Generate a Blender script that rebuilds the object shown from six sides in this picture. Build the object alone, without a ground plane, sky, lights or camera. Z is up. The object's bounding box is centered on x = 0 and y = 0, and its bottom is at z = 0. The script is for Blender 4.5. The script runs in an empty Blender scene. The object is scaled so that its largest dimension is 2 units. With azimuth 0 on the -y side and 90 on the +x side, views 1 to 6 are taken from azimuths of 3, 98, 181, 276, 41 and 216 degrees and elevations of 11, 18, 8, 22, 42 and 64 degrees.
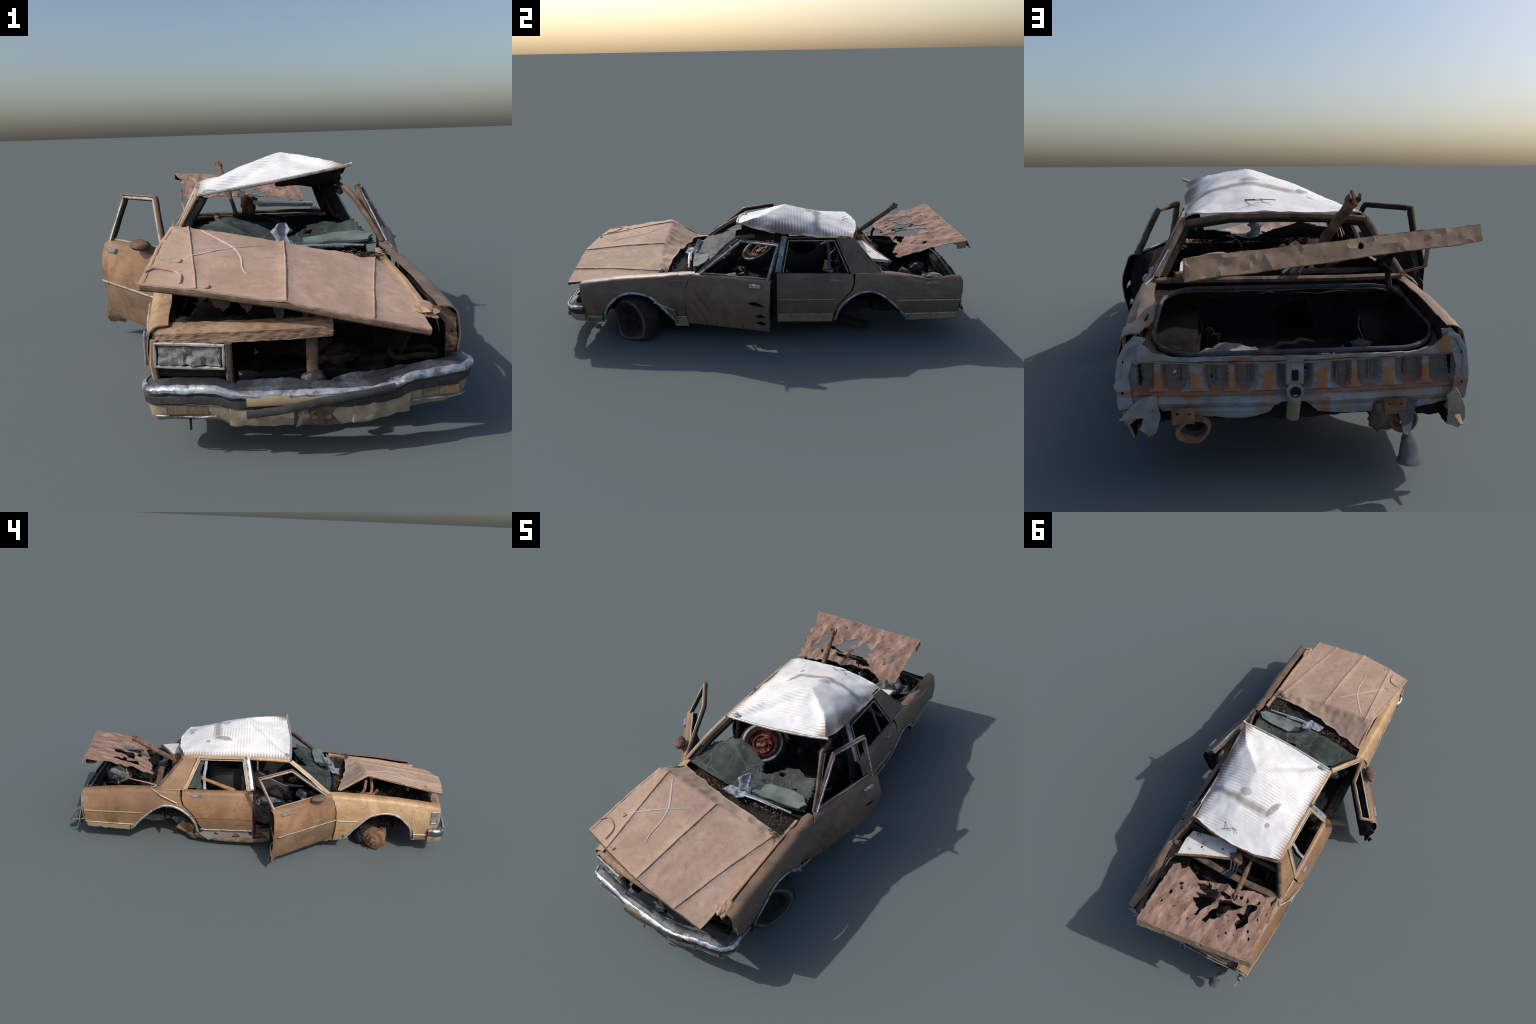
import bpy, bmesh, math, random
import numpy as np
from mathutils import Vector, Matrix, noise
from mathutils.geometry import delaunay_2d_cdt

random.seed(7)
R = random.Random(11)

# ------------------------------------------------------------------ frame
# The wreck stands slightly turned in its frame: u = across, v = along
# (front is -v), z = up. Everything is modelled in (u, v, z) under one Empty.
root = bpy.data.objects.new("wrecked_car", None)
bpy.context.collection.objects.link(root)
root.location = (0.043, 0.02, 0.0)
root.rotation_euler = (0, 0, math.radians(6.3))
root["label"] = "burnt rusty tan sedan wreck with crumpled white roof"
root["category"] = "car wreck"


# ------------------------------------------------------------------ materials
def ramp(nt, fac, stops):
    n = nt.nodes.new("ShaderNodeValToRGB")
    el = n.color_ramp.elements
    while len(el) < len(stops):
        el.new(0.5)
    for e, (p, c) in zip(el, stops):
        e.position = p
        e.color = (c[0], c[1], c[2], 1) if not isinstance(c, (int, float)) else (c, c, c, 1)
    nt.links.new(fac, n.inputs[0])
    return n.outputs[0]


def noise_tex(nt, vec, scale, detail=5, rough=0.6, dist=0.0):
    n = nt.nodes.new("ShaderNodeTexNoise")
    n.inputs["Scale"].default_value = scale
    n.inputs["Detail"].default_value = detail
    n.inputs["Roughness"].default_value = rough
    n.inputs["Distortion"].default_value = dist
    nt.links.new(vec, n.inputs["Vector"])
    return n.outputs["Fac"]


def mix(nt, fac, a, b):
    n = nt.nodes.new("ShaderNodeMix")
    n.data_type = 'RGBA'
    for sock, val in ((n.inputs[0], fac), (n.inputs[6], a), (n.inputs[7], b)):
        if hasattr(val, "is_linked"):
            nt.links.new(val, sock)
        elif isinstance(val, (int, float)):
            sock.default_value = val
        else:
            sock.default_value = (*val, 1)
    return n.outputs[2]


def math_node(nt, op, a, b=0.0, clamp=False):
    n = nt.nodes.new("ShaderNodeMath")
    n.operation = op
    n.use_clamp = clamp
    for i, val in enumerate((a, b)):
        if hasattr(val, "is_linked"):
            nt.links.new(val, n.inputs[i])
        else:
            n.inputs[i].default_value = val
    return n.outputs[0]


class Mat:
    """Principled material on Object coordinates with colour built up in layers."""

    def __init__(self, name, rough=0.7, metal=0.0, spec=0.3):
        self.m = bpy.data.materials.new(name)
        self.m.use_nodes = True
        self.nt = self.m.node_tree
        self.b = self.nt.nodes["Principled BSDF"]
        self.b.inputs["Roughness"].default_value = rough
        self.b.inputs["Metallic"].default_value = metal
        self.b.inputs["Specular IOR Level"].default_value = spec
        tc = self.nt.nodes.new("ShaderNodeTexCoord")
        self.vec = tc.outputs["Object"]
        self.col = None

    def stretch(self, sx, sy, sz):
        n = self.nt.nodes.new("ShaderNodeMapping")
        n.inputs["Scale"].default_value = (sx, sy, sz)
        self.nt.links.new(self.vec, n.inputs["Vector"])
        return n.outputs[0]

    def base(self, stops, scale, detail=5, dist=0.0, vec=None):
        f = noise_tex(self.nt, vec or self.vec, scale, detail, 0.62, dist)
        self.col = ramp(self.nt, f, stops)
        return self

    def patches(self, colour, scale, lo, hi, strength=1.0, detail=6, dist=0.3, vec=None, seed=0.0):
        v = vec or self.vec
        if seed:
            n = self.nt.nodes.new("ShaderNodeMapping")
            n.inputs["Location"].default_value = (seed, seed * 1.7, seed * 0.6)
            self.nt.links.new(v, n.inputs["Vector"])
            v = n.outputs[0]
        f = noise_tex(self.nt, v, scale, detail, 0.65, dist)
        m = ramp(self.nt, f, [(lo, 0.0), (hi, strength)])
        self.col = mix(self.nt, m, self.col, colour)
        return self

    def xyz(self):
        n = self.nt.nodes.new("ShaderNodeSeparateXYZ")
        self.nt.links.new(self.vec, n.inputs[0])
        return n.outputs

    def layer(self, mask, colour):
        self.col = mix(self.nt, mask, self.col, colour)
        return self

    def bump(self, scale, strength=0.3, dist=0.004, detail=6):
        f = noise_tex(self.nt, self.vec, scale, detail, 0.7)
        n = self.nt.nodes.new("ShaderNodeBump")
        n.inputs["Strength"].default_value = strength
        n.inputs["Distance"].default_value = dist
        self.nt.links.new(f, n.inputs["Height"])
        self.nt.links.new(n.outputs[0], self.b.inputs["Normal"])
        return self

    def done(self):
        self.nt.links.new(self.col, self.b.inputs["Base Color"])
        return self.m


def paint(name, dark, mid, light, rust, seed, rough=0.45, streak=True):
    k = Mat(name, rough=rough, spec=0.4)
    k.base([(0.32, dark), (0.5, mid), (0.68, light)], 6.0, 7, 0.6)
    k.patches(tuple(c * 0.80 for c in mid), 18, 0.52, 0.66, 0.7, seed=seed)
    k.patches(rust, 9, 0.60, 0.70, 0.75, seed=seed + 3.1)
    k.patches(rust, 60, 0.61, 0.68, 0.7, seed=seed + 5.7)
    k.patches(tuple(c * .45 for c in rust), 110, 0.64, 0.70, 0.7, seed=seed + 7.7)
    if streak:
        k.patches(tuple(min(1, c * 1.22) for c in light), 20, 0.58, 0.74, 0.45,
                  vec=k.stretch(1, 0.25, 2.6), seed=seed + 1.3)
    k.patches(tuple(min(1, c * 1.35) for c in light), 16, 0.66, 0.70, 0.6, detail=3, dist=0.0, vec=k.stretch(1, .35, 7), seed=seed + 11.3)
    k.patches((.05, .042, .038), 7, 0.60, 0.74, 0.55, seed=seed + 15.1)
    k.bump(140, 0.15, 0.002)
    return k.done()


M = {}
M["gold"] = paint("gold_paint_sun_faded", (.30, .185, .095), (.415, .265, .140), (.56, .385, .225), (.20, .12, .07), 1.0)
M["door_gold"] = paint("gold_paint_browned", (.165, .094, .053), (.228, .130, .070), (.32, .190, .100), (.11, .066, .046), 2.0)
M["shade_paint"] = paint("tan_paint_baked_shade", (.125, .085, .068), (.175, .118, .082), (.24, .158, .092), (.085, .062, .055), 4.0)  # the car's paint with the unlit side's baked shade put into its colour
M["hood_paint"] = None
M["door_lower"] = paint("gold_paint_darker", (.13, .085, .055), (.175, .112, .070), (.235, .15, .088), (.10, .065, .048), 5.0, rough=.75)  # darker tone for the door below its moulding
M["lower_tan"] = paint("lower_pale_tan", (.26, .20, .11), (.36, .27, .155), (.42, .32, .19), (.16, .09, .05), 6.0)
M["header_tan"] = paint("header_dusty_tan", (.24, .15, .095), (.33, .215, .14), (.40, .27, .18), (.15, .085, .055), 8.0, rough=.8)

k = Mat("bonnet_sun_bleached_rust", rough=.75, spec=.2)
k.base([(.28, (.37, .245, .175)), (.5, (.465, .325, .24)), (.72, (.55, .405, .315))], 4.5, 7, .6)
k.patches((.50, .36, .29), 30, .52, .68, .6, seed=2)
k.patches((.34, .205, .145), 46, .53, .66, .5, seed=6)
k.patches((.60, .47, .39), 120, .58, .70, .5, seed=12)
k.patches((.26, .155, .11), 150, .60, .70, .5, seed=17)
k.patches((.30, .19, .14), 9, .60, .74, .4, seed=9)
k.patches((.34, .215, .155), 4, .48, .66, .5, seed=15)
k.bump(120, .3, .003)
M["hood_paint"] = k.done()

k = Mat("lid_flaking_brown_rust", rough=.85, spec=.15)
k.base([(.3, (.19, .115, .085)), (.5, (.27, .17, .13)), (.72, (.37, .25, .195))], 11, 7, 1.4, vec=k.stretch(1.6, .5, 1))
k.patches((.44, .325, .265), 30, .55, .68, .65, seed=3, vec=k.stretch(1.5, .4, 1))
k.patches((.13, .072, .052), 24, .55, .66, .7, seed=5, vec=k.stretch(1.5, .5, 1))
k.bump(90, .45, .004)
M["lid_rust"] = k.done()

k = Mat("roof_vinyl_bleached_white", rough=.7, spec=.25)
k.base([(.3, (.62, .62, .62)), (.55, (.74, .74, .74)), (.75, (.83, .82, .81))], 7, 6)
x, y, z = k.xyz()
# fine crosswise ribs of the backing cloth, showing brown where the vinyl is worn
wv = k.nt.nodes.new("ShaderNodeTexWave")
wv.wave_type = 'BANDS'
wv.bands_direction = 'Y'
wv.inputs["Scale"].default_value = 21.0
wv.inputs["Distortion"].default_value = 0.8
wv.inputs["Detail"].default_value = 2.0
k.nt.links.new(k.vec, wv.inputs["Vector"])
band = ramp(k.nt, wv.outputs["Fac"], [(.30, 0.0), (.9, 1.0)])
worn = ramp(k.nt, noise_tex(k.nt, k.vec, 6.0, 3), [(.46, 0.03), (.70, .60)])
k.layer(math_node(k.nt, 'MULTIPLY', band, worn), (.40, .36, .34))
# dark burn band over the middle of the roof and two stains
ny = math_node(k.nt, 'ADD', y, math_node(k.nt, 'MULTIPLY', noise_tex(k.nt, k.vec, 9, 3), .05))
d = math_node(k.nt, 'ABSOLUTE', math_node(k.nt, 'SUBTRACT', ny, .262))
core = ramp(k.nt, d, [(.006, .75), (.026, 0.0)])
xr = ramp(k.nt, x, [(.0, 0.0), (.06, 1.0)])
xm = math_node(k.nt, 'ADD', x, .30)
xr = ramp(k.nt, xm, [(.17, 0.0), (.26, 1.0)])
k.layer(math_node(k.nt, 'MULTIPLY', core, xr), (.20, .165, .16))


def stain(k, cx, cy, rx, ry, rot, col, amt):
    mp = k.nt.nodes.new("ShaderNodeMapping")
    mp.vector_type = 'TEXTURE'
    mp.inputs["Location"].default_value = (cx, cy, 0)
    mp.inputs["Rotation"].default_value = (0, 0, rot)
    mp.inputs["Scale"].default_value = (rx, ry, 50)
    k.nt.links.new(k.vec, mp.inputs["Vector"])
    ln = k.nt.nodes.new("ShaderNodeVectorMath")
    ln.operation = 'LENGTH'
    k.nt.links.new(mp.outputs[0], ln.inputs[0])
    f = math_node(k.nt, 'ADD', ln.outputs["Value"],
                  math_node(k.nt, 'MULTIPLY', math_node(k.nt, 'SUBTRACT', noise_tex(k.nt, k.vec, 22, 4), .5), 1.2))
    k.layer(ramp(k.nt, f, [(.75, amt), (1.05, 0.0)]), col)


stain(k, .062, .195, .034, .022, .2, (.26, .235, .23), .8)
stain(k, -.095, .20, .016, .055, -.35, (.27, .235, .225), .9)
stain(k, -.105, .285, .012, .014, 0, (.25, .20, .19), .9)
# brown worn margin along both rails
ax = math_node(k.nt, 'ABSOLUTE', x)
axn = math_node(k.nt, 'ADD', ax, math_node(k.nt, 'MULTIPLY', math_node(k.nt, 'SUBTRACT', wv.outputs["Fac"], .5), .018))
k.layer(ramp(k.nt, axn, [(.196, 0.0), (.236, .95)]), (.24, .16, .12))
k.patches((.45, .42, .40), 70, .66, .72, .5, seed=4)
k.bump(160, .15, .002)
k.patches((.52, .52, .53), 5, .50, .66, .6, seed=7)
M["vinyl"] = k.done()

k = Mat("chrome_weathered", rough=.42, metal=.6, spec=.5)
k.base([(.3, (.26, .29, .33)), (.5, (.42, .46, .52)), (.75, (.60, .64, .70))], 34, 5)
k.patches((.13, .10, .08), 46, .54, .66, .8, seed=3)
k.patches((.06, .057, .055), 22, .50, .62, .8, seed=8)
k.bump(90, .3, .003)
M["chrome"] = k.done()

k = Mat("bumper_grimy_baked_chrome", rough=.45, metal=.35, spec=.5)  # grime, with the chrome's baked dark reflection painted into the colour
k.base([(.3, (.025, .028, .034)), (.5, (.05, .057, .068)), (.75, (.15, .17, .205))], 14, 6)
k.patches((.40, .45, .53), 20, .62, .74, .7, seed=6)
k.patches((.04, .036, .033), 22, .54, .66, .8, seed=3)
k.bump(60, .5, .005)
M["bumper_top"] = k.done()

k = Mat("bright_trim", rough=.45, metal=.4, spec=.5)
k.base([(.3, (.30, .275, .24)), (.5, (.42, .40, .37)), (.7, (.56, .55, .54))], 30, 4)
k.patches((.20, .135, .08), 55, .54, .66, .8, seed=2)
k.patches((.08, .065, .05), 26, .58, .70, .7, seed=5)
M["trim"] = k.done()

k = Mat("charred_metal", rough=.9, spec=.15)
k.base([(.3, (.012, .011, .011)), (.55, (.028, .024, .022)), (.75, (.06, .047, .04))], 14, 6)
k.patches((.12, .065, .04), 22, .62, .74, .6, seed=5)
k.bump(80, .4, .004)
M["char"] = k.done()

k = Mat("soot_black", rough=.95, spec=.1)  # near-black for surfaces in the cabin, boot and engine bay
k.base([(.35, (.008, .008, .009)), (.7, (.026, .025, .026))], 16, 5)
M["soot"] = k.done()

k = Mat("orange_rust", rough=.9, spec=.15)
k.base([(.3, (.105, .055, .034)), (.5, (.205, .112, .066)), (.72, (.33, .205, .13))], 24, 6)
k.patches((.06, .04, .035), 30, .58, .68, .7, seed=4)
k.bump(110, .5, .004)
M["rust"] = k.done()

k = Mat("dull_brown_steel", rough=.85, spec=.2)
k.base([(.3, (.06, .042, .033)), (.5, (.13, .088, .064)), (.72, (.22, .155, .115))], 22, 6)
k.patches((.30, .22, .16), 40, .60, .70, .6, seed=4)
k.bump(110, .5, .004)
M["brown_steel"] = k.done()

k = Mat("black_rubber", rough=.85, spec=.25)
k.base([(.3, (.016, .016, .017)), (.6, (.032, .031, .031)), (.8, (.06, .055, .05))], 14, 5)
k.bump(140, .25, .002)
M["rubber"] = k.done()

k = Mat("dirty_whitewall", rough=.8)
k.base([(.3, (.24, .235, .225)), (.7, (.44, .43, .41))], 30, 5)
k.patches((.08, .07, .065), 25, .56, .68, .8, seed=2)
M["whitewall"] = k.done()

k = Mat("grey_whitewall", rough=.8)
k.base([(.3, (.05, .05, .05)), (.7, (.12, .12, .125))], 30, 5)
M["greywall"] = k.done()

k = Mat("red_primer_rim", rough=.7, spec=.3)
k.base([(.3, (.07, .018, .014)), (.5, (.15, .035, .025)), (.72, (.26, .07, .05))], 34, 5)
k.patches((.55, .30, .23), 42, .56, .64, .85, seed=3)
k.patches((.02, .012, .012), 24, .52, .62, .85, seed=6)
M["red_rim"] = k.done()

k = Mat("crazed_dark_glass", rough=.65, spec=.2)
k.base([(.3, (.020, .025, .024)), (.5, (.036, .046, .042)), (.74, (.075, .098, .086))], 9, 6, .6)
k.patches((.16, .205, .18), 16, .58, .74, .5, seed=3)
vo = k.nt.nodes.new("ShaderNodeTexVoronoi")
vo.feature = 'DISTANCE_TO_EDGE'
vo.inputs["Scale"].default_value = 6
k.nt.links.new(k.vec, vo.inputs["Vector"])
k.layer(ramp(k.nt, vo.outputs["Distance"], [(.004, .25), (.012, 0.0)]), (.20, .23, .21))
k.bump(60, .25, .003)
M["glass"] = k.done()

k = Mat("pale_glass_shard", rough=.7, spec=.2)
k.base([(.3, (.08, .105, .097)), (.7, (.18, .225, .205))], 16, 5)
M["shard"] = k.done()

k = Mat("blue_grey_primer", rough=.7, spec=.25)
k.base([(.3, (.15, .16, .175)), (.5, (.25, .27, .29)), (.72, (.35, .375, .40))], 16, 6)
k.patches((.27, .205, .18), 14, .48, .58, .85, seed=3)
k.patches((.30, .13, .065), 15, .55, .62, .9, seed=7)
k.patches((.07, .06, .058), 24, .62, .72, .7, seed=9)
k.bump(110, .25, .003)
x, y, z = k.xyz()
# dull brown paint left in the recessed field of the tail panel
k.layer(ramp(k.nt, math_node(k.nt, 'ADD', math_node(k.nt, 'SUBTRACT', math_node(k.nt, 'SUBTRACT', .905, math_node(k.nt, 'MULTIPLY', math_node(k.nt, 'MULTIPLY', x, x), .1837)), y), math_node(k.nt, 'MULTIPLY', noise_tex(k.nt, k.vec, 60, 3), .006)), [(.006, 0.0), (.013, .9)]), (.235, .20, .185))
zr = math_node(k.nt, 'ADD', z, math_node(k.nt, 'MULTIPLY', math_node(k.nt, 'SUBTRACT', noise_tex(k.nt, k.vec, 26, 4), .5), .028))
k.layer(ramp(k.nt, math_node(k.nt, 'ABSOLUTE', math_node(k.nt, 'SUBTRACT', zr, .183)), [(.005, .85), (.009, 0.0)]), (.30, .125, .062))
M["primer"] = k.done()

k = Mat("grey_brown_recess", rough=.8, spec=.2)
k.base([(.3, (.13, .11, .10)), (.5, (.20, .17, .158)), (.72, (.28, .25, .235))], 18, 6)
k.patches((.09, .06, .05), 22, .58, .70, .7, seed=3)
M["recess"] = k.done()

k = Mat("rib_rust_in_primer", rough=.8, spec=.2)
k.base([(.3, (.25, .095, .05)), (.5, (.34, .15, .08)), (.75, (.42, .23, .12))], 30, 5)
x, y, z = k.xyz()
ns = math_node(k.nt, 'MULTIPLY', math_node(k.nt, 'SUBTRACT', noise_tex(k.nt, k.vec, 60, 4), .5), .030)
zn = math_node(k.nt, 'ADD', z, ns)
k.layer(ramp(k.nt, math_node(k.nt, 'MULTIPLY', math_node(k.nt, 'SUBTRACT', zn, .200), 10.0), [(.20, 0.0), (.30, .95)]), (.26, .28, .305))
k.layer(ramp(k.nt, math_node(k.nt, 'ADD', math_node(k.nt, 'ABSOLUTE', x), ns), [(.0105, 0.0), (.0145, .95)]), (.26, .28, .305))
M["rib"] = k.done()

k = Mat("white_enamel_panel", rough=.45, spec=.4)
k.base([(.3, (.60, .58, .54)), (.6, (.76, .75, .73))], 10, 5)
k.patches((.40, .24, .10), 13, .58, .68, .8, seed=3)
k.patches((.05, .04, .035), 24, .64, .70, .9, seed=5)
M["enamel"] = k.done()

k = Mat("weathered_wood", rough=.85, spec=.2)
k.base([(.3, (.22, .12, .055)), (.7, (.42, .26, .13))], 30, 5, vec=k.stretch(4, 1, 4))
M["wood"] = k.done()

k = Mat("dull_grey_plastic", rough=.6, spec=.4)
k.base([(.3, (.10, .115, .14)), (.5, (.22, .245, .28)), (.75, (.42, .44, .47))], 22, 5)
k.bump(70, .4, .004)
M["grey"] = k.done()

k = Mat("dark_bag_cloth", rough=.7, spec=.3)
k.base([(.3, (.05, .055, .065)), (.5, (.12, .125, .135)), (.72, (.27, .265, .26))], 14, 5)
M["bag"] = k.done()

k = Mat("grey_sacking", rough=.8, spec=.2)
k.base([(.3, (.08, .085, .095)), (.5, (.18, .18, .18)), (.72, (.36, .355, .34))], 12, 5)
M["sack"] = k.done()

k = Mat("bumper_black_rubber_strip", rough=.8, spec=.2)
k.base([(.3, (.03, .031, .033)), (.6, (.06, .06, .06)), (.8, (.11, .10, .09))], 24, 5)
k.bump(70, .5, .005)
M["strip"] = k.done()

k = Mat("bumper_dusty_cream", rough=.8, spec=.2)
k.base([(.3, (.20, .16, .115)), (.5, (.30, .245, .18)), (.72, (.40, .33, .25))], 18, 6)
k.patches((.12, .085, .06), 16, .60, .72, .7, seed=3)
k.bump(60, .4, .005)
M["cream"] = k.done()

k = Mat("amber_lens_dirty", rough=.5)
k.base([(.3, (.10, .07, .045)), (.7, (.20, .145, .09))], 40, 4, vec=k.stretch(6, 1, 1))
M["lens"] = k.done()

k = Mat("headlamp_smashed", rough=.6, spec=.4)
k.base([(.3, (.10, .105, .10)), (.5, (.17, .175, .165)), (.75, (.30, .30, .285))], 30, 5)
k.bump(60, .6, .006)
M["lamp"] = k.done()

k = Mat("leaf_litter", rough=.95, spec=.1)
k.base([(.3, (.03, .022, .016)), (.5, (.13, .065, .03)), (.72, (.27, .15, .07))], 70, 6)
M["litter"] = k.done()

k = Mat("scratch_chalky", rough=.8)
k.base([(.3, (.46, .37, .32)), (.7, (.58, .50, .45))], 40, 4)
M["scratch"] = k.done()

k = Mat("dark_seal_rubber", rough=.8, spec=.2)
k.base([(.3, (.05, .055, .06)), (.7, (.115, .12, .125))], 30, 4)
M["seal"] = k.done()


# ------------------------------------------------------------------ mesh tools
def make(name, verts, faces, mats, parent=None, fmat=None, angle=35, origin=None):
    if origin is not None:
        o = Vector(origin)
        verts = [Vector(p) - o for p in verts]
    me = bpy.data.meshes.new(name)
    me.from_pydata([tuple(p) for p in verts], [], faces)
    for m in (mats if isinstance(mats, (list, tuple)) else [mats]):
        me.materials.append(M[m])
    if fmat is not None:
        me.polygons.foreach_set("material_index", fmat)
    me.polygons.foreach_set("use_smooth", [True] * len(me.polygons))
    me.set_sharp_from_angle(angle=math.radians(angle))
    me.update()
    ob = bpy.data.objects.new(name, me)
    bpy.context.collection.objects.link(ob)
    ob.parent = parent or root
    if origin is not None:
        ob.location = origin
    return ob


def inside(poly, pts):
    p = np.asarray(poly)
    x, y = pts[:, 0], pts[:, 1]
    res = np.zeros(len(pts), bool)
    x0, y0 = p[:, 0], p[:, 1]
    x1, y1 = np.roll(x0, -1), np.roll(y0, -1)
    for a, b, c, d in zip(x0, y0, x1, y1):
        if b == d:
            continue
        cond = ((b > y) != (d > y)) & (x < (c - a) * (y - b) / (d - b) + a)
        res ^= cond
    return res


def densify(poly, step, closed=True):
    out = []
    n = len(poly)
    for i in range(n if closed else n - 1):
        a = Vector(poly[i]); b = Vector(poly[(i + 1) % n])
        k = max(1, int(round((b - a).length / step)))
        for j in range(k):
            out.append(a.lerp(b, j / k))
    if not closed:
        out.append(Vector(poly[-1]))
    return out


def ragged(poly, step, amp, freq, seed):
    out = []
    for p in densify(poly, step):
        q = Vector((p[0] * freq, p[1] * freq, seed * 3.7))
        d = noise.noise_vector(q) + 0.5 * noise.noise_vector(q * 2.7)
        out.append((p[0] + amp * d.x, p[1] + amp * d.y))
    return out


def spline(pts, n=8):
    """Catmull-Rom through points of any dimension."""
    P = [np.array(p, float) for p in pts]
    P = [2 * P[0] - P[1]] + P + [2 * P[-1] - P[-2]]
    out = []
    for i in range(1, len(P) - 2):
        for j in range(n):
            t = j / n
            a, b, c, d = P[i - 1:i + 3]
            out.append(0.5 * (2 * b + (c - a) * t + (2 * a - 5 * b + 4 * c - d) * t * t + (3 * b - a - 3 * c + d) * t ** 3))
    out.append(P[-2])
    return [tuple(o) for o in out]


def triangulate(outer, holes, step):
    loops = [list(map(tuple, outer))] + [list(map(tuple, h)) for h in holes]
    pts, edges = [], []
    for lp in loops:
        s = len(pts)
        pts += [Vector(p) for p in lp]
        edges += [(s + i, s + (i + 1) % len(lp)) for i in range(len(lp))]
    o = np.array(loops[0])
    lo, hi = o.min(0), o.max(0)
    gx = np.arange(lo[0], hi[0], step); gy = np.arange(lo[1], hi[1], step * .87)
    g = np.array([(a + (.5 * step if j % 2 else 0), b) for j, b in enumerate(gy) for a in gx])
    keep = inside(loops[0], g)
    for h in loops[1:]:
        keep &= ~inside(h, g)
    g = g[keep]
    allb = np.array([tuple(p) for p in pts])
    ok = np.ones(len(g), bool)
    for i in range(0, len(g), 500):
        d = ((g[i:i + 500, None, :] - allb[None]) ** 2).sum(2).min(1)
        ok[i:i + 500] = d > (.45 * step) ** 2
    pts += [Vector(p) for p in g[ok]]
    v, e, f, *_ = delaunay_2d_cdt(pts, edges, [], 0, 1e-7)
    va = np.array([tuple(p) for p in v])
    fa = [t for t in f if len(t) == 3]
    cen = va[np.array(fa)].mean(1)
    keep = inside(loops[0], cen)
    for h in loops[1:]:
        keep &= ~inside(h, cen)
    fa = [t for t, kk in zip(fa, keep) if kk]
    used = sorted({i for t in fa for i in t})
    idx = {o: n for n, o in enumerate(used)}
    return [tuple(va[i]) for i in used], [tuple(idx[i] for i in t) for t in fa]


def sheet(name, outer, mapf, mat, facing, holes=(), step=.012, thick=.003, mat_in="char", parent=None,
          rag=0.0, hole_rag=0.004, dent=.0012, dfreq=14, seed=1, angle=40, origin=None, relax=0, keep=None):
    """Sheet metal: a flat outline with holes, carried onto a curved surface, dented, given thickness."""
    outer = ragged(outer, step, rag, 45, seed) if rag else [tuple(p) for p in densify(outer, step)]
    hl = [ragged(h, step * .7, hole_rag, 60, seed + 5 + i) for i, h in enumerate(holes)]
    v2, tris = triangulate(outer, hl, step)
    P = [Vector(mapf(a, b)) for a, b in v2]
    if relax:
        nb = [set() for _ in P]
        for t in tris:
            for i in range(3):
                nb[t[i]].add(t[(i + 1) % 3]); nb[t[(i + 1) % 3]].add(t[i])
        w = [keep(*p) if keep else 1.0 for p in v2]
        for _ in range(relax):
            P = [p.lerp(Vector((p.x, p.y, sum(P[j].z for j in nb[i]) / len(nb[i]))), .5 * w[i]) if nb[i] else p for i, p in enumerate(P)]
    f = Vector(facing)
    tot = Vector()
    for a, b, c in tris:
        tot += (P[b] - P[a]).cross(P[c] - P[a])
    if tot.dot(f) < 0:
        tris = [(a, c, b) for a, b, c in tris]

    def normals():
        N = [Vector() for _ in P]
        for a, b, c in tris:
            n = (P[b] - P[a]).cross(P[c] - P[a])
            N[a] += n; N[b] += n; N[c] += n
        return [n.normalized() for n in N]
    N = normals()
    if dent:
        for i, p in enumerate(P):
            q = p * dfreq + Vector((seed * 9.1, seed * 4.3, 0))
            d = noise.noise(q) + .5 * noise.noise(q * 2.3) + .25 * noise.noise(q * 5.1)
            P[i] = p + N[i] * dent * d
        N = normals()
    n = len(P)
    V = P + [p - N[i] * thick for i, p in enumerate(P)]
    F = list(tris) + [(c + n, b + n, a + n) for a, b, c in tris]
    fm = [0] * len(tris) + [1] * len(tris)
    ed = {}
    for a, b, c in tris:
        for e in ((a, b), (b, c), (c, a)):
            ed[e] = ed.get(e, 0) + 1
    for (a, b) in ed:
        if (b, a) not in ed:
            F.append((b, a, a + n, b + n)); fm.append(0)
    return make(name, V, F, [mat, mat_in], parent, fm, angle, origin)


def sweep(name, path, w, h, up, mat, parent=None, bev=.25, closed=False, origin=None, taper=None, wob=0, seed=0, angle=40):
    """Bar with a chamfered rectangular section (w across, h along 'up') along a path."""
    P = [Vector(p) for p in path]
    if wob:
        P = [p + wob * (noise.noise_vector(p * 30 + Vector((seed, 0, 0)))) for p in P]
    n = len(P)
    V, F = [], []
    b = bev
    prof = [(-.5, -.5 + b), (-.5, .5 - b), (-.5 + b, .5), (.5 - b, .5), (.5, .5 - b), (.5, -.5 + b), (.5 - b, -.5), (-.5 + b, -.5)]
    m = len(prof)
    for i, p in enumerate(P):
        if closed:
            t = P[(i + 1) % n] - P[i - 1]
        else:
            t = P[min(i + 1, n - 1)] - P[max(i - 1, 0)]
        t.normalize()
        u = Vector(up(i, p) if callable(up) else up)
        s = t.cross(u).normalized(); uu = s.cross(t).normalized()
        k = taper(i / (n - 1)) if taper else 1
        for a, c in prof:
            V.append(p + s * (a * w * k) + uu * (c * h * k))
    for i in range(n if closed else n - 1):
        j = (i + 1) % n
        for q in range(m):
            r = (q + 1) % m
            F.append((i * m + q, i * m + r, j * m + r, j * m + q))
    if not closed:
        F.append(tuple(range(m))[::-1]); F.append(tuple((n - 1) * m + q for q in range(m)))
    return make(name, V, F, mat, parent, None, angle, origin)


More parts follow.
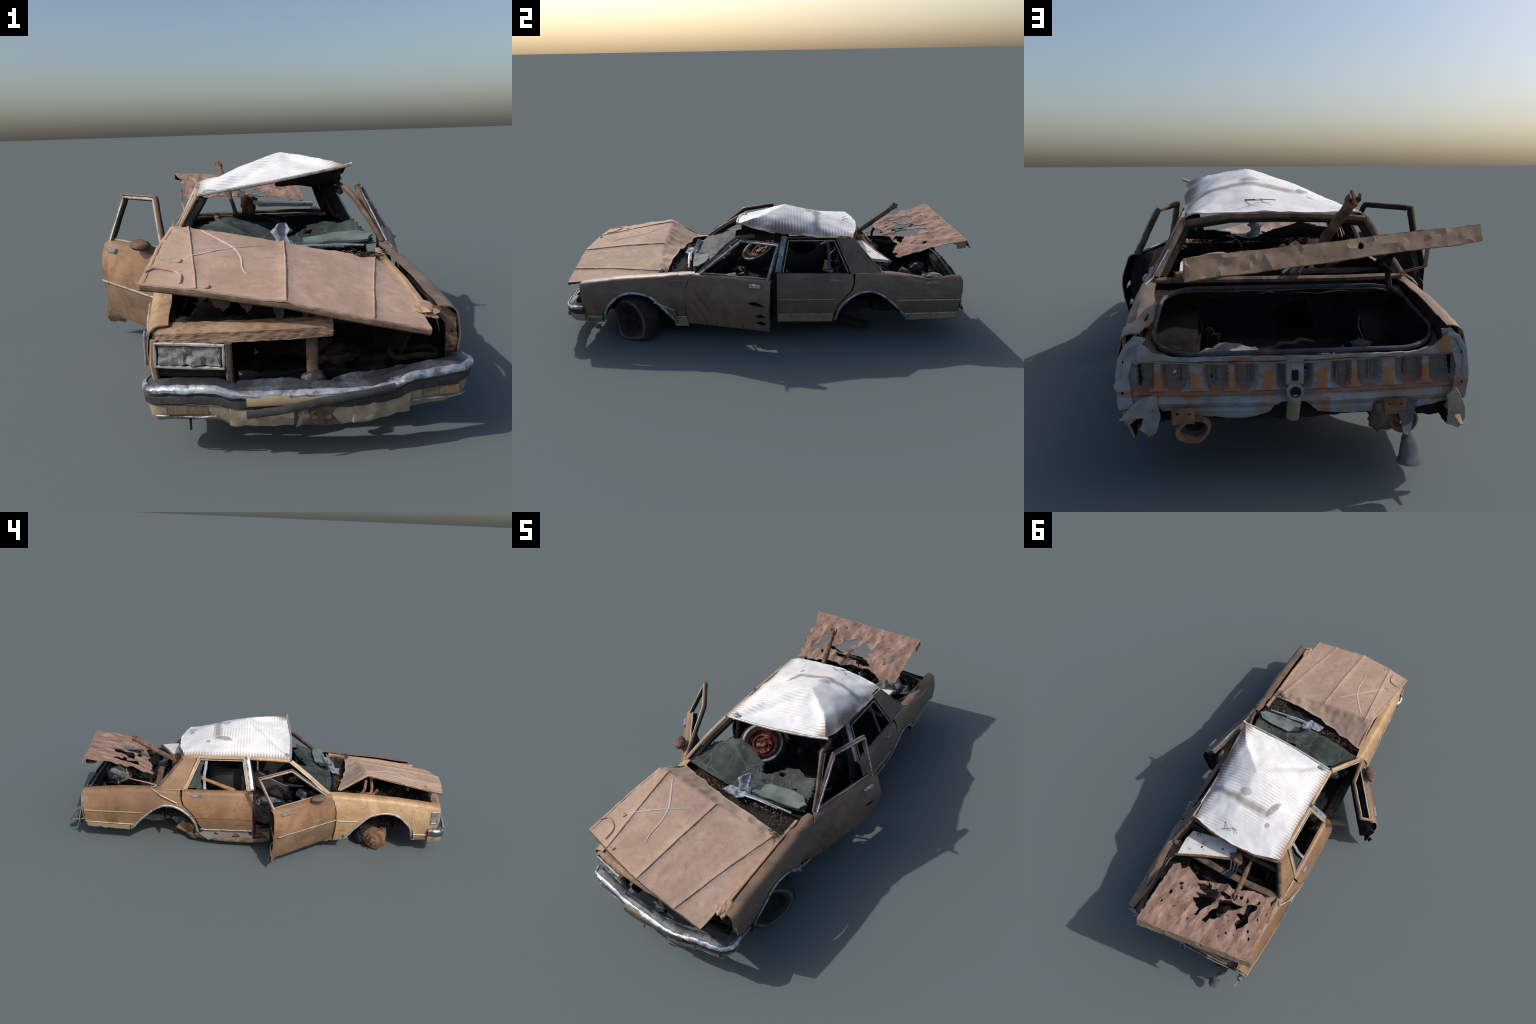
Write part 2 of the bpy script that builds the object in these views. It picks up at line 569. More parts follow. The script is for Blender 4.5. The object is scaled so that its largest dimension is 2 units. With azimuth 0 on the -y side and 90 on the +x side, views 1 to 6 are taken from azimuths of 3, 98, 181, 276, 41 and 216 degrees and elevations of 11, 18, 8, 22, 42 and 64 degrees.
def tube(name, path, rad, mat, parent=None, seg=14, closed=False, rough=0, seed=0, origin=None, cap=True, angle=50):
    P = [Vector(p) for p in path]
    n = len(P)
    V, F = [], []
    u = Vector((.123, .31, .94))
    for i, p in enumerate(P):
        t = (P[(i + 1) % n] - P[i - 1]) if closed else (P[min(i + 1, n - 1)] - P[max(i - 1, 0)])
        t.normalize()
        s = t.cross(u)
        if s.length < .05:
            s = t.cross(Vector((1, 0, 0)))
        s.normalize(); w = t.cross(s)
        r = rad(i / max(1, n - 1)) if callable(rad) else rad
        for q in range(seg):
            a = 2 * math.pi * q / seg
            d = s * math.cos(a) + w * math.sin(a)
            k = 1 + (rough * noise.noise((p + d * r) * 40 + Vector((seed, seed, 0))) if rough else 0)
            V.append(p + d * r * k)
    for i in range(n if closed else n - 1):
        j = (i + 1) % n
        for q in range(seg):
            r = (q + 1) % seg
            F.append((i * seg + q, i * seg + r, j * seg + r, j * seg + q))
    if not closed and cap:
        F.append(tuple(range(seg))[::-1]); F.append(tuple((n - 1) * seg + q for q in range(seg)))
    return make(name, V, F, mat, parent, None, angle, origin)


def box(name, c, size, mat, parent=None, rot=(0, 0, 0), bev=.15, dent=0, div=1, seed=0, angle=40, freq=25):
    bm = bmesh.new()
    bmesh.ops.create_cube(bm, size=1)
    bmesh.ops.scale(bm, vec=size, verts=bm.verts)
    if bev:
        bmesh.ops.bevel(bm, geom=bm.edges[:], offset=min(size) * bev, segments=2, affect='EDGES')
    if div > 1:
        bmesh.ops.subdivide_edges(bm, edges=bm.edges[:], cuts=div, use_grid_fill=True)
    rm = Matrix.LocRotScale(Vector(c), __import__("mathutils").Euler(rot), None)
    for v in bm.verts:
        if dent:
            v.co += dent * noise.noise_vector(v.co * freq + Vector((seed, c[0] * 9, c[1] * 9)))
        v.co = rm @ v.co
    V = [v.co.copy() for v in bm.verts]
    bm.verts.index_update()
    F = [tuple(v.index for v in f.verts) for f in bm.faces]
    bm.free()
    return make(name, V, F, mat, parent, None, angle)


def lump(name, c, size, mat, parent=None, amp=.3, freq=3, seed=0, sub=4, angle=60):
    bm = bmesh.new()
    bmesh.ops.create_icosphere(bm, subdivisions=sub, radius=1)
    for v in bm.verts:
        d = noise.fractal(v.co * freq * .5 + Vector((seed, seed * 2, 0)), 1, 2, 4)
        v.co *= 1 + amp * d
        v.co = Vector((v.co.x * size[0], v.co.y * size[1], v.co.z * size[2])) + Vector(c)
    V = [v.co.copy() for v in bm.verts]
    F = [tuple(v.index for v in f.verts) for f in bm.faces]
    bm.free()
    return make(name, V, F, mat, parent, None, angle)


def lathe(name, profile, mat, matrix, parent=None, seg=40, fmats=None, deform=None, angle=35):
    """profile: (radius, height); turned round local z then placed by matrix."""
    V, F, fm = [], [], []
    n = len(profile)
    for q in range(seg):
        a = 2 * math.pi * q / seg
        for r, h in profile:
            p = Vector((r * math.cos(a), r * math.sin(a), h))
            p = matrix @ p
            V.append(deform(p) if deform else p)
    for q in range(seg):
        r = (q + 1) % seg
        for i in range(n - 1):
            F.append((q * n + i, r * n + i, r * n + i + 1, q * n + i + 1))
            fm.append(fmats[i] if fmats else 0)
    return make(name, V, F, mat, parent, fm, angle)


def join(name, obs, parent=None, stuff=True):
    V, F, fm, mats = [], [], [], []
    for o in obs:
        s = len(V)
        V += [v.co + o.location for v in o.data.vertices]
        for p in o.data.polygons:
            mt = o.data.materials[p.material_index]
            if mt not in mats:
                mats.append(mt)
            fm.append(mats.index(mt))
            F.append(tuple(s + i for i in p.vertices))
        bpy.data.objects.remove(o)
    me = bpy.data.meshes.new(name)
    me.from_pydata([tuple(v) for v in V], [], F)
    for m in mats:
        me.materials.append(m)
    me.polygons.foreach_set("material_index", fm)
    me.polygons.foreach_set("use_smooth", [True] * len(F))
    me.set_sharp_from_angle(angle=math.radians(40))
    ob = bpy.data.objects.new(name, me)
    bpy.context.collection.objects.link(ob)
    ob.parent = parent or root
    if stuff:
        ob["kind"] = "stuff"
    return ob


def interp(x, tab):
    return float(np.interp(x, [t[0] for t in tab], [t[1] for t in tab]))


# ------------------------------------------------------------------ body surfaces
HALF = [(.02, .300), (.05, .313), (.08, .325), (.118, .340), (.15, .350), (.185, .358), (.22, .361), (.25, .358), (.28, .350), (.30, .342), (.33, .328)]
MID = .006   # the body's middle lies a little to the shaded side
TOP = [(-.93, .278), (-.889, .287), (-.716, .309), (-.406, .329), (-.333, .332), (0, .326), (.39, .320), (.52, .324), (.70, .320), (.86, .305), (.92, .296)]


def half_width(v, z):
    w = interp(z, HALF)
    if abs(v) > .25:
        w -= .024 * ((abs(v) - .25) / .65) ** 2
    return w


def belt(v):
    return interp(v, TOP)


SH = .026


def body(s, v, zz, push=0.0):
    """Side of the body; above the shoulder zz runs on inwards over the top."""
    zt = belt(v)
    zs = zt - SH
    if zz <= zs:
        return (MID + s * (half_width(v, zz) + push), v, zz)
    w = half_width(v, zs)
    a = (zz - zs) / SH
    if a < math.pi / 2:
        return (MID + s * (w - SH * (1 - math.cos(a)) + push), v, zs + SH * math.sin(a))
    d = zz - zs - SH * math.pi / 2
    return (MID + s * (w - SH - d), v, zt + .06 * d)


def over(v, d):
    """zz value that lies d inwards of the shoulder."""
    return belt(v) - SH + SH * math.pi / 2 + d


def house(s, v, z, push=0.0):
    """Leaning side of the window band."""
    return (MID * .6 + s * (.316 - (z - .325) / .145 * .073 + push), v, z)


ARCH_F = spline([(-.436, .084), (-.490, .158), (-.540, .216), (-.59, .240), (-.640, .246), (-.69, .237), (-.735, .206), (-.772, .160), (-.790, .098)], 6)
ARCH_R = spline([(.661, .088), (.622, .140), (.572, .193), (.52, .232), (.468, .246), (.41, .232), (.356, .192), (.328, .147), (.316, .096)], 6)


def tag(ob, **k):
    for a, b in k.items():
        ob[a] = b
    return ob


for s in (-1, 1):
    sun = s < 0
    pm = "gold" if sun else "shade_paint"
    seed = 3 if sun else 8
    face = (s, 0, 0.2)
    f0 = -.917 if sun else -.892
    # ---- front fender, wrapped over the top
    outl = [(f0 + .012, .092), (f0 + .006, .18), (f0, belt(f0) - .01), (f0 + .002, over(f0, .018))]
    outl += [(v, over(v, .022)) for v in (-.8, -.7, -.6, -.5, -.42)] + [(-.345, over(-.345, .012)), (-.345, belt(-.345) - .012)]
    gp_ = .006 if s > 0 else 0
    outl += [(-.372 - gp_, .30), (-.386 - gp_, .25), (-.390 - gp_, .16), (-.386 - gp_, .080)]
    outl += ARCH_F + [(-.792, .090)]

    def crumple(p, s=s):
        return p

    def fmap(v, zz, s=s):
        p = Vector(body(s, v, zz))
        if s > 0:   # creased ahead of the door hinge
            r = math.hypot(v + .43, (zz - .15) * 1.2)
            p.x -= .010 * math.exp(-(r / .05) ** 2)
            p.x += .006 * math.sin(v * 60 + zz * 40) * math.exp(-((v + .42) / .06) ** 2)
        return p
    fender = sheet("front_fender", outl, fmap, pm, face, step=.011, rag=.0012, dent=.0016, seed=seed)
    # arch moulding, belt line moulding, sill moulding
    push = .004
    sweep("wheel_arch_moulding", [body(s, v, z, push) for v, z in ARCH_F], .006, .012 if not sun else .009,
          lambda i, p: (0, (p.y + .62), (p.z - .06)), "chrome" if not sun else "trim", fender, wob=.0012 if not sun else .002, seed=s)
    if sun:
        sweep("side_moulding", [body(s, v, .198, .003) for v in np.linspace(-.500, -.392, 14)], .005, .006, (0, 0, 1), "trim", fender)
    else:
        sweep("side_moulding", [body(s, v, .200 - (v + .54) * .42, .003) for v in np.linspace(-.54, -.44, 10)], .005, .006, (0, 0, 1), "chrome", fender, wob=.002)
    for a, b in ((-.885, -.795), (-.437, -.389)):
        if sun and a > -.5:
            continue
        sweep("sill_moulding", [body(s, v, .119, .003) for v in np.linspace(a, b, 10)], .005, .006, (0, 0, 1), "trim", fender)
    sheet("lower_valance", [(-.884, .083), (-.790, .083), (-.795, .114), (-.886, .114)], lambda v, z, s=s: body(s, v, z, .0025), "lower_tan", face, step=.01, seed=seed + 1, parent=fender)
    box("side_marker_lamp", body(s, -.842, .100, .003), (.006, .062, .018), "lens", fender)
    if not sun:
        sheet("lower_valance", [(-.450, .062), (-.386, .062), (-.388, .114), (-.452, .106)], lambda v, z, s=s: body(s, v, z, .0025), "lower_tan", face, step=.01, seed=seed + 1, parent=fender)
    else:
        sweep("torn_valance_strip", [(s * .305, -.388, .072), (s * .312, -.41, .078), (s * .318, -.435, .086), (s * .325, -.455, .098)], .006, .014, (0, 0, 1), "lower_tan", fender)

    # ---- rear door (shut)
    rd = [(.040, .086), (.303, .084)] + [(.310, .14), (.328, .185), (.358, .222), (.386, .25), (.397, .28), (.397, belt(.397) - .012), (.396, over(.396, .004)), (.040, over(.04, .004))]
    if sun:
        rd = [(.036, .112), (.290, .104)] + rd[2:]
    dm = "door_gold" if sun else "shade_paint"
    door = sheet("rear_door", rd, lambda v, z, s=s: body(s, v, z), dm, face, step=.011, dent=.0014, seed=seed + 2)
    mz = .210 if not sun else .186
    sweep("side_moulding", [body(s, v, mz, .002) for v in np.linspace(.042, .318 if not sun else .335, 20)], .004, .004 if not sun else .0025, (0, 0, 1), "trim" if not sun else dm, door)
    if not sun:
        sheet("lower_valance", [(.042, .085), (.302, .083), (.302, .127), (.042, .127)], lambda v, z, s=s: body(s, v, z, .0025), "lower_tan", face, step=.012, seed=seed + 1, parent=door)
    sweep("sill_moulding", [body(s, v, .130 if not sun else .112, .004) for v in np.linspace(.040, .302, 16)], .005, .005, (0, 0, 1), "trim", door, wob=.001)
    hd = box("door_handle", body(s, .318, .300, .004), (.010, .052, .012), "chrome", door)
    # window frame of the rear door
    fp = [(.062, .326), (.092, .472), (.318, .470), (.384, .322)]
    sweep("window_frame", [house(s, *p, .002) for p in [tuple(q) for q in densify(fp, .02, False)]],
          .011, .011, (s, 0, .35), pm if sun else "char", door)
    fq = [(.070, .329), (.097, .463), (.313, .461), (.374, .326)]
    sweep("window_trim", [house(s, *tuple(q), .005) for q in densify(fq, .02, False)], .005, .007, (s, 0, .35), "trim", door)
    fo = [(.058, .326), (.088, .4765), (.322, .4745), (.391, .320)]
    sweep("window_trim", [house(s, *tuple(q), .004) for q in densify(fo, .02, False)], .004, .005, (s, 0, .35), "trim", door)
    dv = [(.285, .325), (.288, .40), (.278, .470)]
    sweep("window_divider", [house(s, *p, -.004) for p in spline(dv, 6)], .014, .008, (s, 0, .3), "grey" if sun else "seal", door, wob=.003)
    if sun:
        sheet("window_glass", [(.30, .328), (.372, .328), (.335, .42), (.322, .465), (.29, .468), (.31, .40)], lambda v, z, s=s: house(s, v, z, -.006), "glass", face, step=.015, thick=.002, rag=.003, mat_in="glass", parent=door)

    # ---- centre pillar
    sweep("centre_pillar_cover", [house(s, v, z, .001) for v, z in spline([(.046, .328), (.060, .40), (.078, .482)], 6)], .024, .010, (s, 0, .35), "chrome", wob=.0008)
    sweep("centre_pillar", [(s * .315, .035, .09), (s * .318, .038, .20), (s * .300, .042, .325), (s * .225, .075, .470)], .035, .030, (1, 0, 0), "char")

    # ---- rear quarter panel
    q = [(.664, .086), (.893, .092), (.900, .18), (.902, belt(.9) - .012), (.902, over(.9, .010))]
    q += [(v, over(v, .014)) for v in (.85, .78, .70, .62)] + [(.54, over(.54, .016)), (.500, over(.5, .004)), (.408, over(.408, .002)), (.403, .278), (.392, .248), (.364, .22), (.334, .183), (.319, .142)]
    q += [p for p in ARCH_R[::-1]][1:-1]

    def qmap(v, zz, s=s):
        p = Vector(body(s, v, zz))
        if s > 0:    # long buckle along the top of the shaded quarter
            c = .262 + .050 * abs((v - .745) / .17) ** 1.3
            g = math.exp(-((v - .755) / .13) ** 2)
            if zz > c and v > .52:
                k = min(1, (zz - c) / .03) * g
                p.z -= .030 * k * max(0, min(1, (zz - c) / .07))
                p.x -= .012 * k
            tw_ = abs(((zz * 24 + v * 3.2) % 1) - .5) * 2
            p.x += (.012 * tw_ - .004) * g * max(0, min(1, (zz - .24) / .05))
            p.z += .006 * abs(((v * 14) % 1) - .5) * g * max(0, min(1, (zz - .27) / .03))
        return p
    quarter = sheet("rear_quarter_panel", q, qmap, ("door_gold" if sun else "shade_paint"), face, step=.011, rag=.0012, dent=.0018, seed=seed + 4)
    sweep("wheel_arch_moulding", [body(s, v, z, .004) for v, z in ARCH_R], .006, .010, lambda i, p: (0, (p.y - .48), (p.z - .06)), "chrome", quarter, wob=.001, seed=5 + s)
    sweep("side_moulding", [body(s, v, .199 - (v - .6) * .02, .003) for v in np.linspace(.600, .897, 20)], .005, .006, (0, 0, 1), "trim" if not sun else "lower_tan", quarter)
    sweep("sill_moulding", [body(s, v, .122, .003) for v in np.linspace(.646, .893, 16)], .005, .006, (0, 0, 1), "trim", quarter)
    lo = .084
    sheet("lower_valance", [(.662, lo), (.892, lo + .006), (.894, .118), (.648, .118)], lambda v, z, s=s: body(s, v, z, .0025), "lower_tan", face, step=.009, rag=.007 if sun else .001, seed=seed + 1, parent=quarter)
    # sail panel beside the rear window
    sp = [(.394, .318), (.328, .476), (.402, .472), (.525, .326)]
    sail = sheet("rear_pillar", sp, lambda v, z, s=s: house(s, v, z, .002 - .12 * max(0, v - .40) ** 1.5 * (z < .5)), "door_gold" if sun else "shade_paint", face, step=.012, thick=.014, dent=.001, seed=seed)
    sweep("pillar_moulding", [house(s, v, .322, .006) for v in np.linspace(.405, .515, 8)], .004, .004, (0, 0, 1), "trim", sail)
    if sun:
        sweep("loose_moulding", [(-.308, .53, .334), (-.322, .555, .326), (-.352, .50, .300), (-.362, .42, .266)], .006, .005, (s, 0, .3), "trim", sail)
    else:
        sweep("loose_moulding", [(.326, .545, .322), (.310, .525, .334), (.276, .47, .395)], .004, .004, (s, 0, .3), "trim", sail)

    # ---- roof rail above the windows and front pillar
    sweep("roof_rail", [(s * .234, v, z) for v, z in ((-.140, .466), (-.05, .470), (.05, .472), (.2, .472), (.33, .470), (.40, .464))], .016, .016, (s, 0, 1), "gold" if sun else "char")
    if sun:
        sweep("front_pillar", [(-.315, -.345, .329), (-.276, -.245, .403), (-.236, -.150, .466)], .018, .012, (-1, 0, .5), "gold")
        sweep("pillar_moulding", [(-.326, -.335, .329), (-.287, -.238, .401), (-.244, -.140, .466)], .006, .006, (-1, 0, .5), "trim")
        sweep("front_pillar_liner", [(-.296, -.335, .320), (-.256, -.235, .395), (-.213, -.135, .458)], .024, .024, (-1, 0, .5), "char", wob=.004)
    else:
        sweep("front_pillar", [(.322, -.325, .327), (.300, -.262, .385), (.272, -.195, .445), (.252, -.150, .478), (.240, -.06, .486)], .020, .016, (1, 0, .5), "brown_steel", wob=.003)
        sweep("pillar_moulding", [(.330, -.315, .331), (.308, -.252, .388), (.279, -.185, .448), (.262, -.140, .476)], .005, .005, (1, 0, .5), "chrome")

    # ---- sills, wheel housings
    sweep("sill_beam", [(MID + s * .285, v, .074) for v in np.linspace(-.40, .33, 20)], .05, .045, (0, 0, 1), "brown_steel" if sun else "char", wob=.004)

    def liner(c, r, s=s):
        def fn(a, d):
            return (MID + s * (.335 - d), c[0] - math.cos(a) * r[0], c[1] + math.sin(a) * r[1])
        return fn
    sheet("wheel_housing", [(.05, 0), (math.pi - .02, 0), (math.pi - .02, .16), (.05, .16)], lambda a, d, s=s: liner((-.615, .09), (.180, .162))(a, d), "char", (0, 0, -1), step=.03, thick=.004, dent=.004, seed=seed)
    sheet("wheel_housing", [(.05, 0), (math.pi - .05, 0), (math.pi - .05, .14), (.05, .14)], lambda a, d, s=s: liner((.488, .09), (.176, .162))(a, d), "brown_steel" if not sun else "char", (0, 0, -1), step=.03, thick=.004, dent=.005, seed=seed)

# ragged inner wheelhouse walls at the rear, splash sheet behind the front tyre
for s in (-1, 1):
    sheet("wheelhouse_wall", [(.31, .05), (.35, .062), (.39, .085), (.44, .07), (.48, .10), (.53, .088), (.57, .075), (.62, .082), (.66, .075), (.655, .14), (.62, .20), (.56, .24), (.49, .252), (.42, .24), (.36, .20), (.32, .14)], lambda v, z, s=s: (MID + s * (.197 + .008 * math.sin(v * 40)), v, z), "char" if s > 0 else "bag", (s, 0, 0), step=.013, rag=.006, dent=.008, seed=40 + s, mat_in="soot")
tube("rear_axle_tube", [(-.19, .48, .112), (0, .48, .116), (.19, .48, .112)], .020, "char", rough=.15)
# splash sheet behind the front tyre
sheet("splash_sheet", [(-.56, .04), (-.50, .018), (-.44, .03), (-.37, .055), (-.37, .20), (-.50, .20)], lambda v, z: (.285 - .3 * max(0, -.45 - v), v, z), "soot", (1, 0, 0), step=.015, rag=.006, dent=.006, seed=44)
# ---- torn sill on the sunny side
sheet("torn_sill_skin", [(.03, .045), (.27, .040), (.31, .075), (.29, .10), (.03, .10)], lambda v, z: (-.306 - (z - .04) * .25, v, z), "primer", (-1, 0, 0),
      holes=[[(.10, .06), (.14, .055), (.13, .085), (.11, .08)], [(.20, .075), (.235, .07), (.23, .09)]], step=.008, rag=.006, dent=.004, seed=5)
sweep("bent_sill_bar", [(-.27, .36, .055), (-.29, .30, .050), (-.308, .2, .042), (-.318, .05, .050), (-.305, -.10, .056), (-.30, -.36, .065)], .018, .022, (0, 0, 1), "brown_steel", wob=.008)
sheet("hanging_sill_scrap", [(.26, .035), (.33, .025), (.40, .045), (.44, .075), (.40, .11), (.26, .10)], lambda v, z: (-.255 + .02 * math.sin(v * 50), v, z), "rust", (-1, 0, 0), step=.010, rag=.007, dent=.007, seed=51)
sheet("hanging_floor_scrap", [(-.34, .055), (-.22, .048), (-.1, .06), (-.1, .10), (-.34, .10)], lambda v, z: (-.285 + .01 * math.sin(v * 60), v, z), "brown_steel", (-1, 0, 0), step=.010, rag=.006, dent=.006, seed=52)
lump("ball_joint_lump", (-.225, -.552, .052), (.022, .034, .034), "char", amp=.3, seed=5)
sweep("loose_step_plate", [(-.29, -.03, .088), (-.34, -.05, .092), (-.395, -.07, .098)], .03, .006, (0, 0, 1), "lower_tan", wob=.004)
sweep("hanging_link", [(.22, .30, .075), (.24, .37, .055), (.25, .44, .035), (.25, .485, .028)], .05, .032, (0, 0, 1), "char", wob=.003)


# ------------------------------------------------------------------ front doors (swung open)
def lean(z):
    return max(0.0, (z - .325) / .14)


def front_door(s, ang, hinge):
    sun = s < 0
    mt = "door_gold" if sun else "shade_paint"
    fc = (s, 0, .2)
    o = hinge
    ol = [(-.378, .082), (-.386, .16), (-.382, .25), (-.366, .305), (-.350, belt(-.35) - .012), (-.335, over(-.335, .006)), (.028, over(.028, .006)), (.030, belt(.03) - .012), (.032, .25), (.026, .12), (.022, .076)]
    if sun:
        ol = ol[:-1] + [(.034, .055), (.020, .050), (.002, .064), (-.12, .068), (-.25, .072)]
    holes = []
    if not sun:
        holes = [[(-.075, .222), (-.045, .232), (-.012, .226), (.004, .206), (-.018, .212), (-.05, .214)],
                 [(-.045, .160), (-.012, .168), (.014, .152), (-.02, .148)],
                 [(-.045, .122), (-.012, .131), (.016, .114), (-.02, .109)]]

    def dmap(v, zz):
        p = Vector(body(s, v, zz))
        if not sun:
            r = math.hypot(v + .31, (zz - .19) * .9)
            g = math.exp(-(r / .055) ** 2)
            p.x -= s * .010 * g
            p.x += s * .005 * math.sin(v * 120 + zz * 80) * g
            p.x += s * .006 * math.exp(-((zz - .085) / .02) ** 2)
        else:
            p.x -= s * .014 * math.exp(-((v - .015) / .03) ** 2 - ((zz - .20) / .06) ** 2)
        return p
    skin = sheet("front_door", ol, dmap, mt, fc, holes=holes, step=.010, rag=.0012 if not sun else .0018, hole_rag=.003, dent=.0018, seed=21 + s, origin=o)
    core = [(-.372, .095), (-.374, .28), (-.34, .318), (.020, .314), (.024, .2), (.014, .095)]
    sheet("door_lining", core, lambda v, z: (body(s, v, min(z, .30), -.024)[0], v, z), "soot", fc, step=.02, thick=.030, mat_in="char", dent=.003, parent=skin, rag=.002, seed=4)
    for oo in list(skin.children):
        pass
    fr = [(.014, .322), (.050, .462), (-.142, .466), (-.312, .328)]
    if not sun:
        fr = [(.012, .322), (.040, .468), (-.138, .476), (-.318, .330)]
    path = densify(fr, .018, False)
    sweep("window_frame", [house(s, p[0], p[1], -.004 - .010 * lean(p[1])) for p in path], .017, .016, (s, 0, .35), "char" if sun else "brown_steel", skin, wob=.002, seed=3)
    sweep("window_trim", [house(s, p[0], p[1], .006 - .010 * lean(p[1])) for p in path], .008, .007, (s, 0, .35), "trim" if sun else "chrome", skin, wob=.0008)
    if sun:
        fo = [(.021, .324), (.058, .469), (-.146, .473), (-.320, .330)]
        sweep("window_trim", [house(s, p[0], p[1], .004 - .010 * lean(p[1])) for p in densify(fo, .018, False)], .006, .012, (s, 0, .35), "door_gold", skin)
    sweep("window_sill_trim", [(MID + s * .308, v, belt(v) + .003) for v in np.linspace(-.32, .014, 20)], .006, .005, (0, 0, 1), "trim", skin, wob=.0012 if sun else .003)
    box("door_handle", body(s, -.040, .303, .005), (.012, .055, .014), "chrome", skin)
    if sun:
        sweep("side_moulding", [body(s, v, .198, .004) for v in np.linspace(-.376, .012, 30)], .005, .006, (0, 0, 1), "trim", skin, wob=.001)
    else:
        for v0 in (-.29, -.235, -.175, -.11):
            sweep("mounting_clip", [body(s, v0, .108, .004), body(s, v0 + .006, .082, .006)], .006, .003, (s, 0, 0), "greywall", skin)
        sweep("side_moulding", [body(s, v, .186, .001) for v in np.linspace(-.2, -.03, 12)], .004, .0035, (0, 0, 1), "shade_paint", skin)
    for ch in skin.children:
        pass
    if sun:
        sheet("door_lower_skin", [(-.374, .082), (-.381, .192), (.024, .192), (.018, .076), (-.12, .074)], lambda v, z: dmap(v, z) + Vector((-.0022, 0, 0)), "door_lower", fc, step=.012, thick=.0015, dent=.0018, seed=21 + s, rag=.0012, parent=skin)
        # tattered lining at the rear edge, hanging strips, mirror
        sheet("torn_edge_flap", [(-.02, .05), (.035, .045), (.035, .13), (.028, .24), (.0, .22)], lambda v, z: (-.33 + (.03 - v) * .6 + .01 * math.sin(z * 60), v, z), "brown_steel", fc, step=.010, rag=.006, dent=.006, seed=6, parent=skin)
        for i in range(7):
            v0 = -.36 + i * .014
            sweep("hanging_shred", [(-.295 + .004 * i, v0, .30), (-.285 + .003 * i, v0 + .012, .20), (-.278, v0 + .01, .10 + .012 * (i % 3))], .016, .004, (1, 0, 0), "soot", skin, wob=.006, seed=i)
        m = lump("wing_mirror", (-.346, -.236, .343), (.026, .044, .017), "brown_steel", skin, amp=.10, seed=3)
        sweep("mirror_stalk", [(-.316, -.270, .322), (-.326, -.262, .332), (-.340, -.250, .338)], .026, .020, (0, 0, 1), "brown_steel", skin)
    # children were built in car space: move them into the door's own space
    for ch in skin.children:
        ch.data.transform(Matrix.Translation(-Vector(o)))
    skin.rotation_euler = (0, 0, math.radians(ang))
    return skin


d1 = front_door(-1, 35.5, (-.297, -.352, 0))
d2 = front_door(1, -14.5, (.318, -.372, 0))
sheet("number_sticker", [(-.06, .235), (-.02, .235), (-.02, .27), (-.06, .27)], lambda v, z: (.296, v, z), "grey", (-1, 0, 0), step=.02, thick=.001, mat_in="grey", parent=d2).data.transform(Matrix.Translation(-Vector((.318, -.372, 0))))


# ------------------------------------------------------------------ height fields from control points
def field(ctrl, crease=()):
    """Piecewise linear surface through control points (a, b, value...)."""
    pts = [Vector((c[0], c[1])) for c in ctrl]
    v, e, f, ov, *_ = delaunay_2d_cdt(pts, list(crease), [], 0, 1e-7)
    vals = [np.array(ctrl[o[0]][2:], float) if o else None for o in ov]
    tri = []
    for t in f:
        a, b, c = (np.array(v[i]) for i in t)
        m = np.array([b - a, c - a]).T
        if abs(np.linalg.det(m)) < 1e-10:
            continue
        tri.append((a, np.linalg.inv(m), [vals[i] for i in t]))

    def ev(x, y):
        best, bv = -9, None
        for a, mi, vv in tri:
            s, t = mi @ (np.array((x, y)) - a)
            q = min(s, t, 1 - s - t)
            if q > best:
                best, bv = q, vv[0] * (1 - s - t) + vv[1] * s + vv[2] * t
                if q >= 0:
                    break
        return float(bv[0])
    return ev


def seg_dist(p, a, b):
    p, a, b = (np.array(q[:2], float) for q in (p, a, b))
    t = max(0, min(1, np.dot(p - a, b - a) / np.dot(b - a, b - a)))
    return float(np.linalg.norm(p - a - t * (b - a)))


# ------------------------------------------------------------------ roof skin
PK = (.061, .084, .594)
FL = (-.210, -.140, .476)
FR = (.256, -.134, .550)
roof_ctrl = [PK, FL, FR,
             (-.236, -.148, .468), (-.238, 0, .470), (-.239, .13, .471), (-.240, .27, .471), (-.240, .396, .470),
             (-.222, 0, .486), (-.223, .13, .488), (-.224, .27, .488), (-.222, .41, .482), (-.224, -.12, .480),
             (.264, -.05, .518), (.261, .03, .498), (.254, .13, .480), (.247, .27, .468), (.244, .402, .464),
             (.236, .13, .510), (.230, .27, .494), (.226, .41, .480), (.238, .03, .530),
             (-.12, .426, .483), (0, .432, .487), (.12, .426, .484),
             (.06, .20, .568), (.055, .31, .535), (.03, .40, .500),
             (-.09, .084, .546), (-.09, .20, .530), (-.10, .31, .510), (-.17, .084, .508), (-.17, .22, .500),
             (.15, .084, .573), (.20, .03, .562), (.17, .20, .542), (.16, .31, .514), (.12, .03, .586), (.19, -.03, .572), (.225, -.08, .562),
             (-.02, .046, .568), (-.11, -.03, .527), (-.17, -.085, .499),
             (-.002, .012, .549), (-.088, -.060, .504), (-.148, -.112, .481), (.098, .022, .566), (.160, -.038, .549), (.196, -.090, .543),
             (.06, -.01, .552), (.10, -.08, .537), (-.02, -.06, .522), (-.06, -.11, .502)]
ix = {tuple(c): i for i, c in enumerate(roof_ctrl)}
cr_r = [0, ix[(.12, .03, .586)], ix[(.19, -.03, .572)], ix[(.225, -.08, .562)], 2]
cr_l = [0, ix[(-.02, .046, .568)], ix[(-.11, -.03, .527)], ix[(-.17, -.085, .499)], 1]
gut = [ix[(-.002, .012, .549)], ix[(-.088, -.060, .504)], ix[(-.148, -.112, .481)]]
cre = list(zip(cr_r, cr_r[1:])) + list(zip(cr_l, cr_l[1:])) + list(zip(gut, gut[1:]))
rz = field(roof_ctrl, cre)


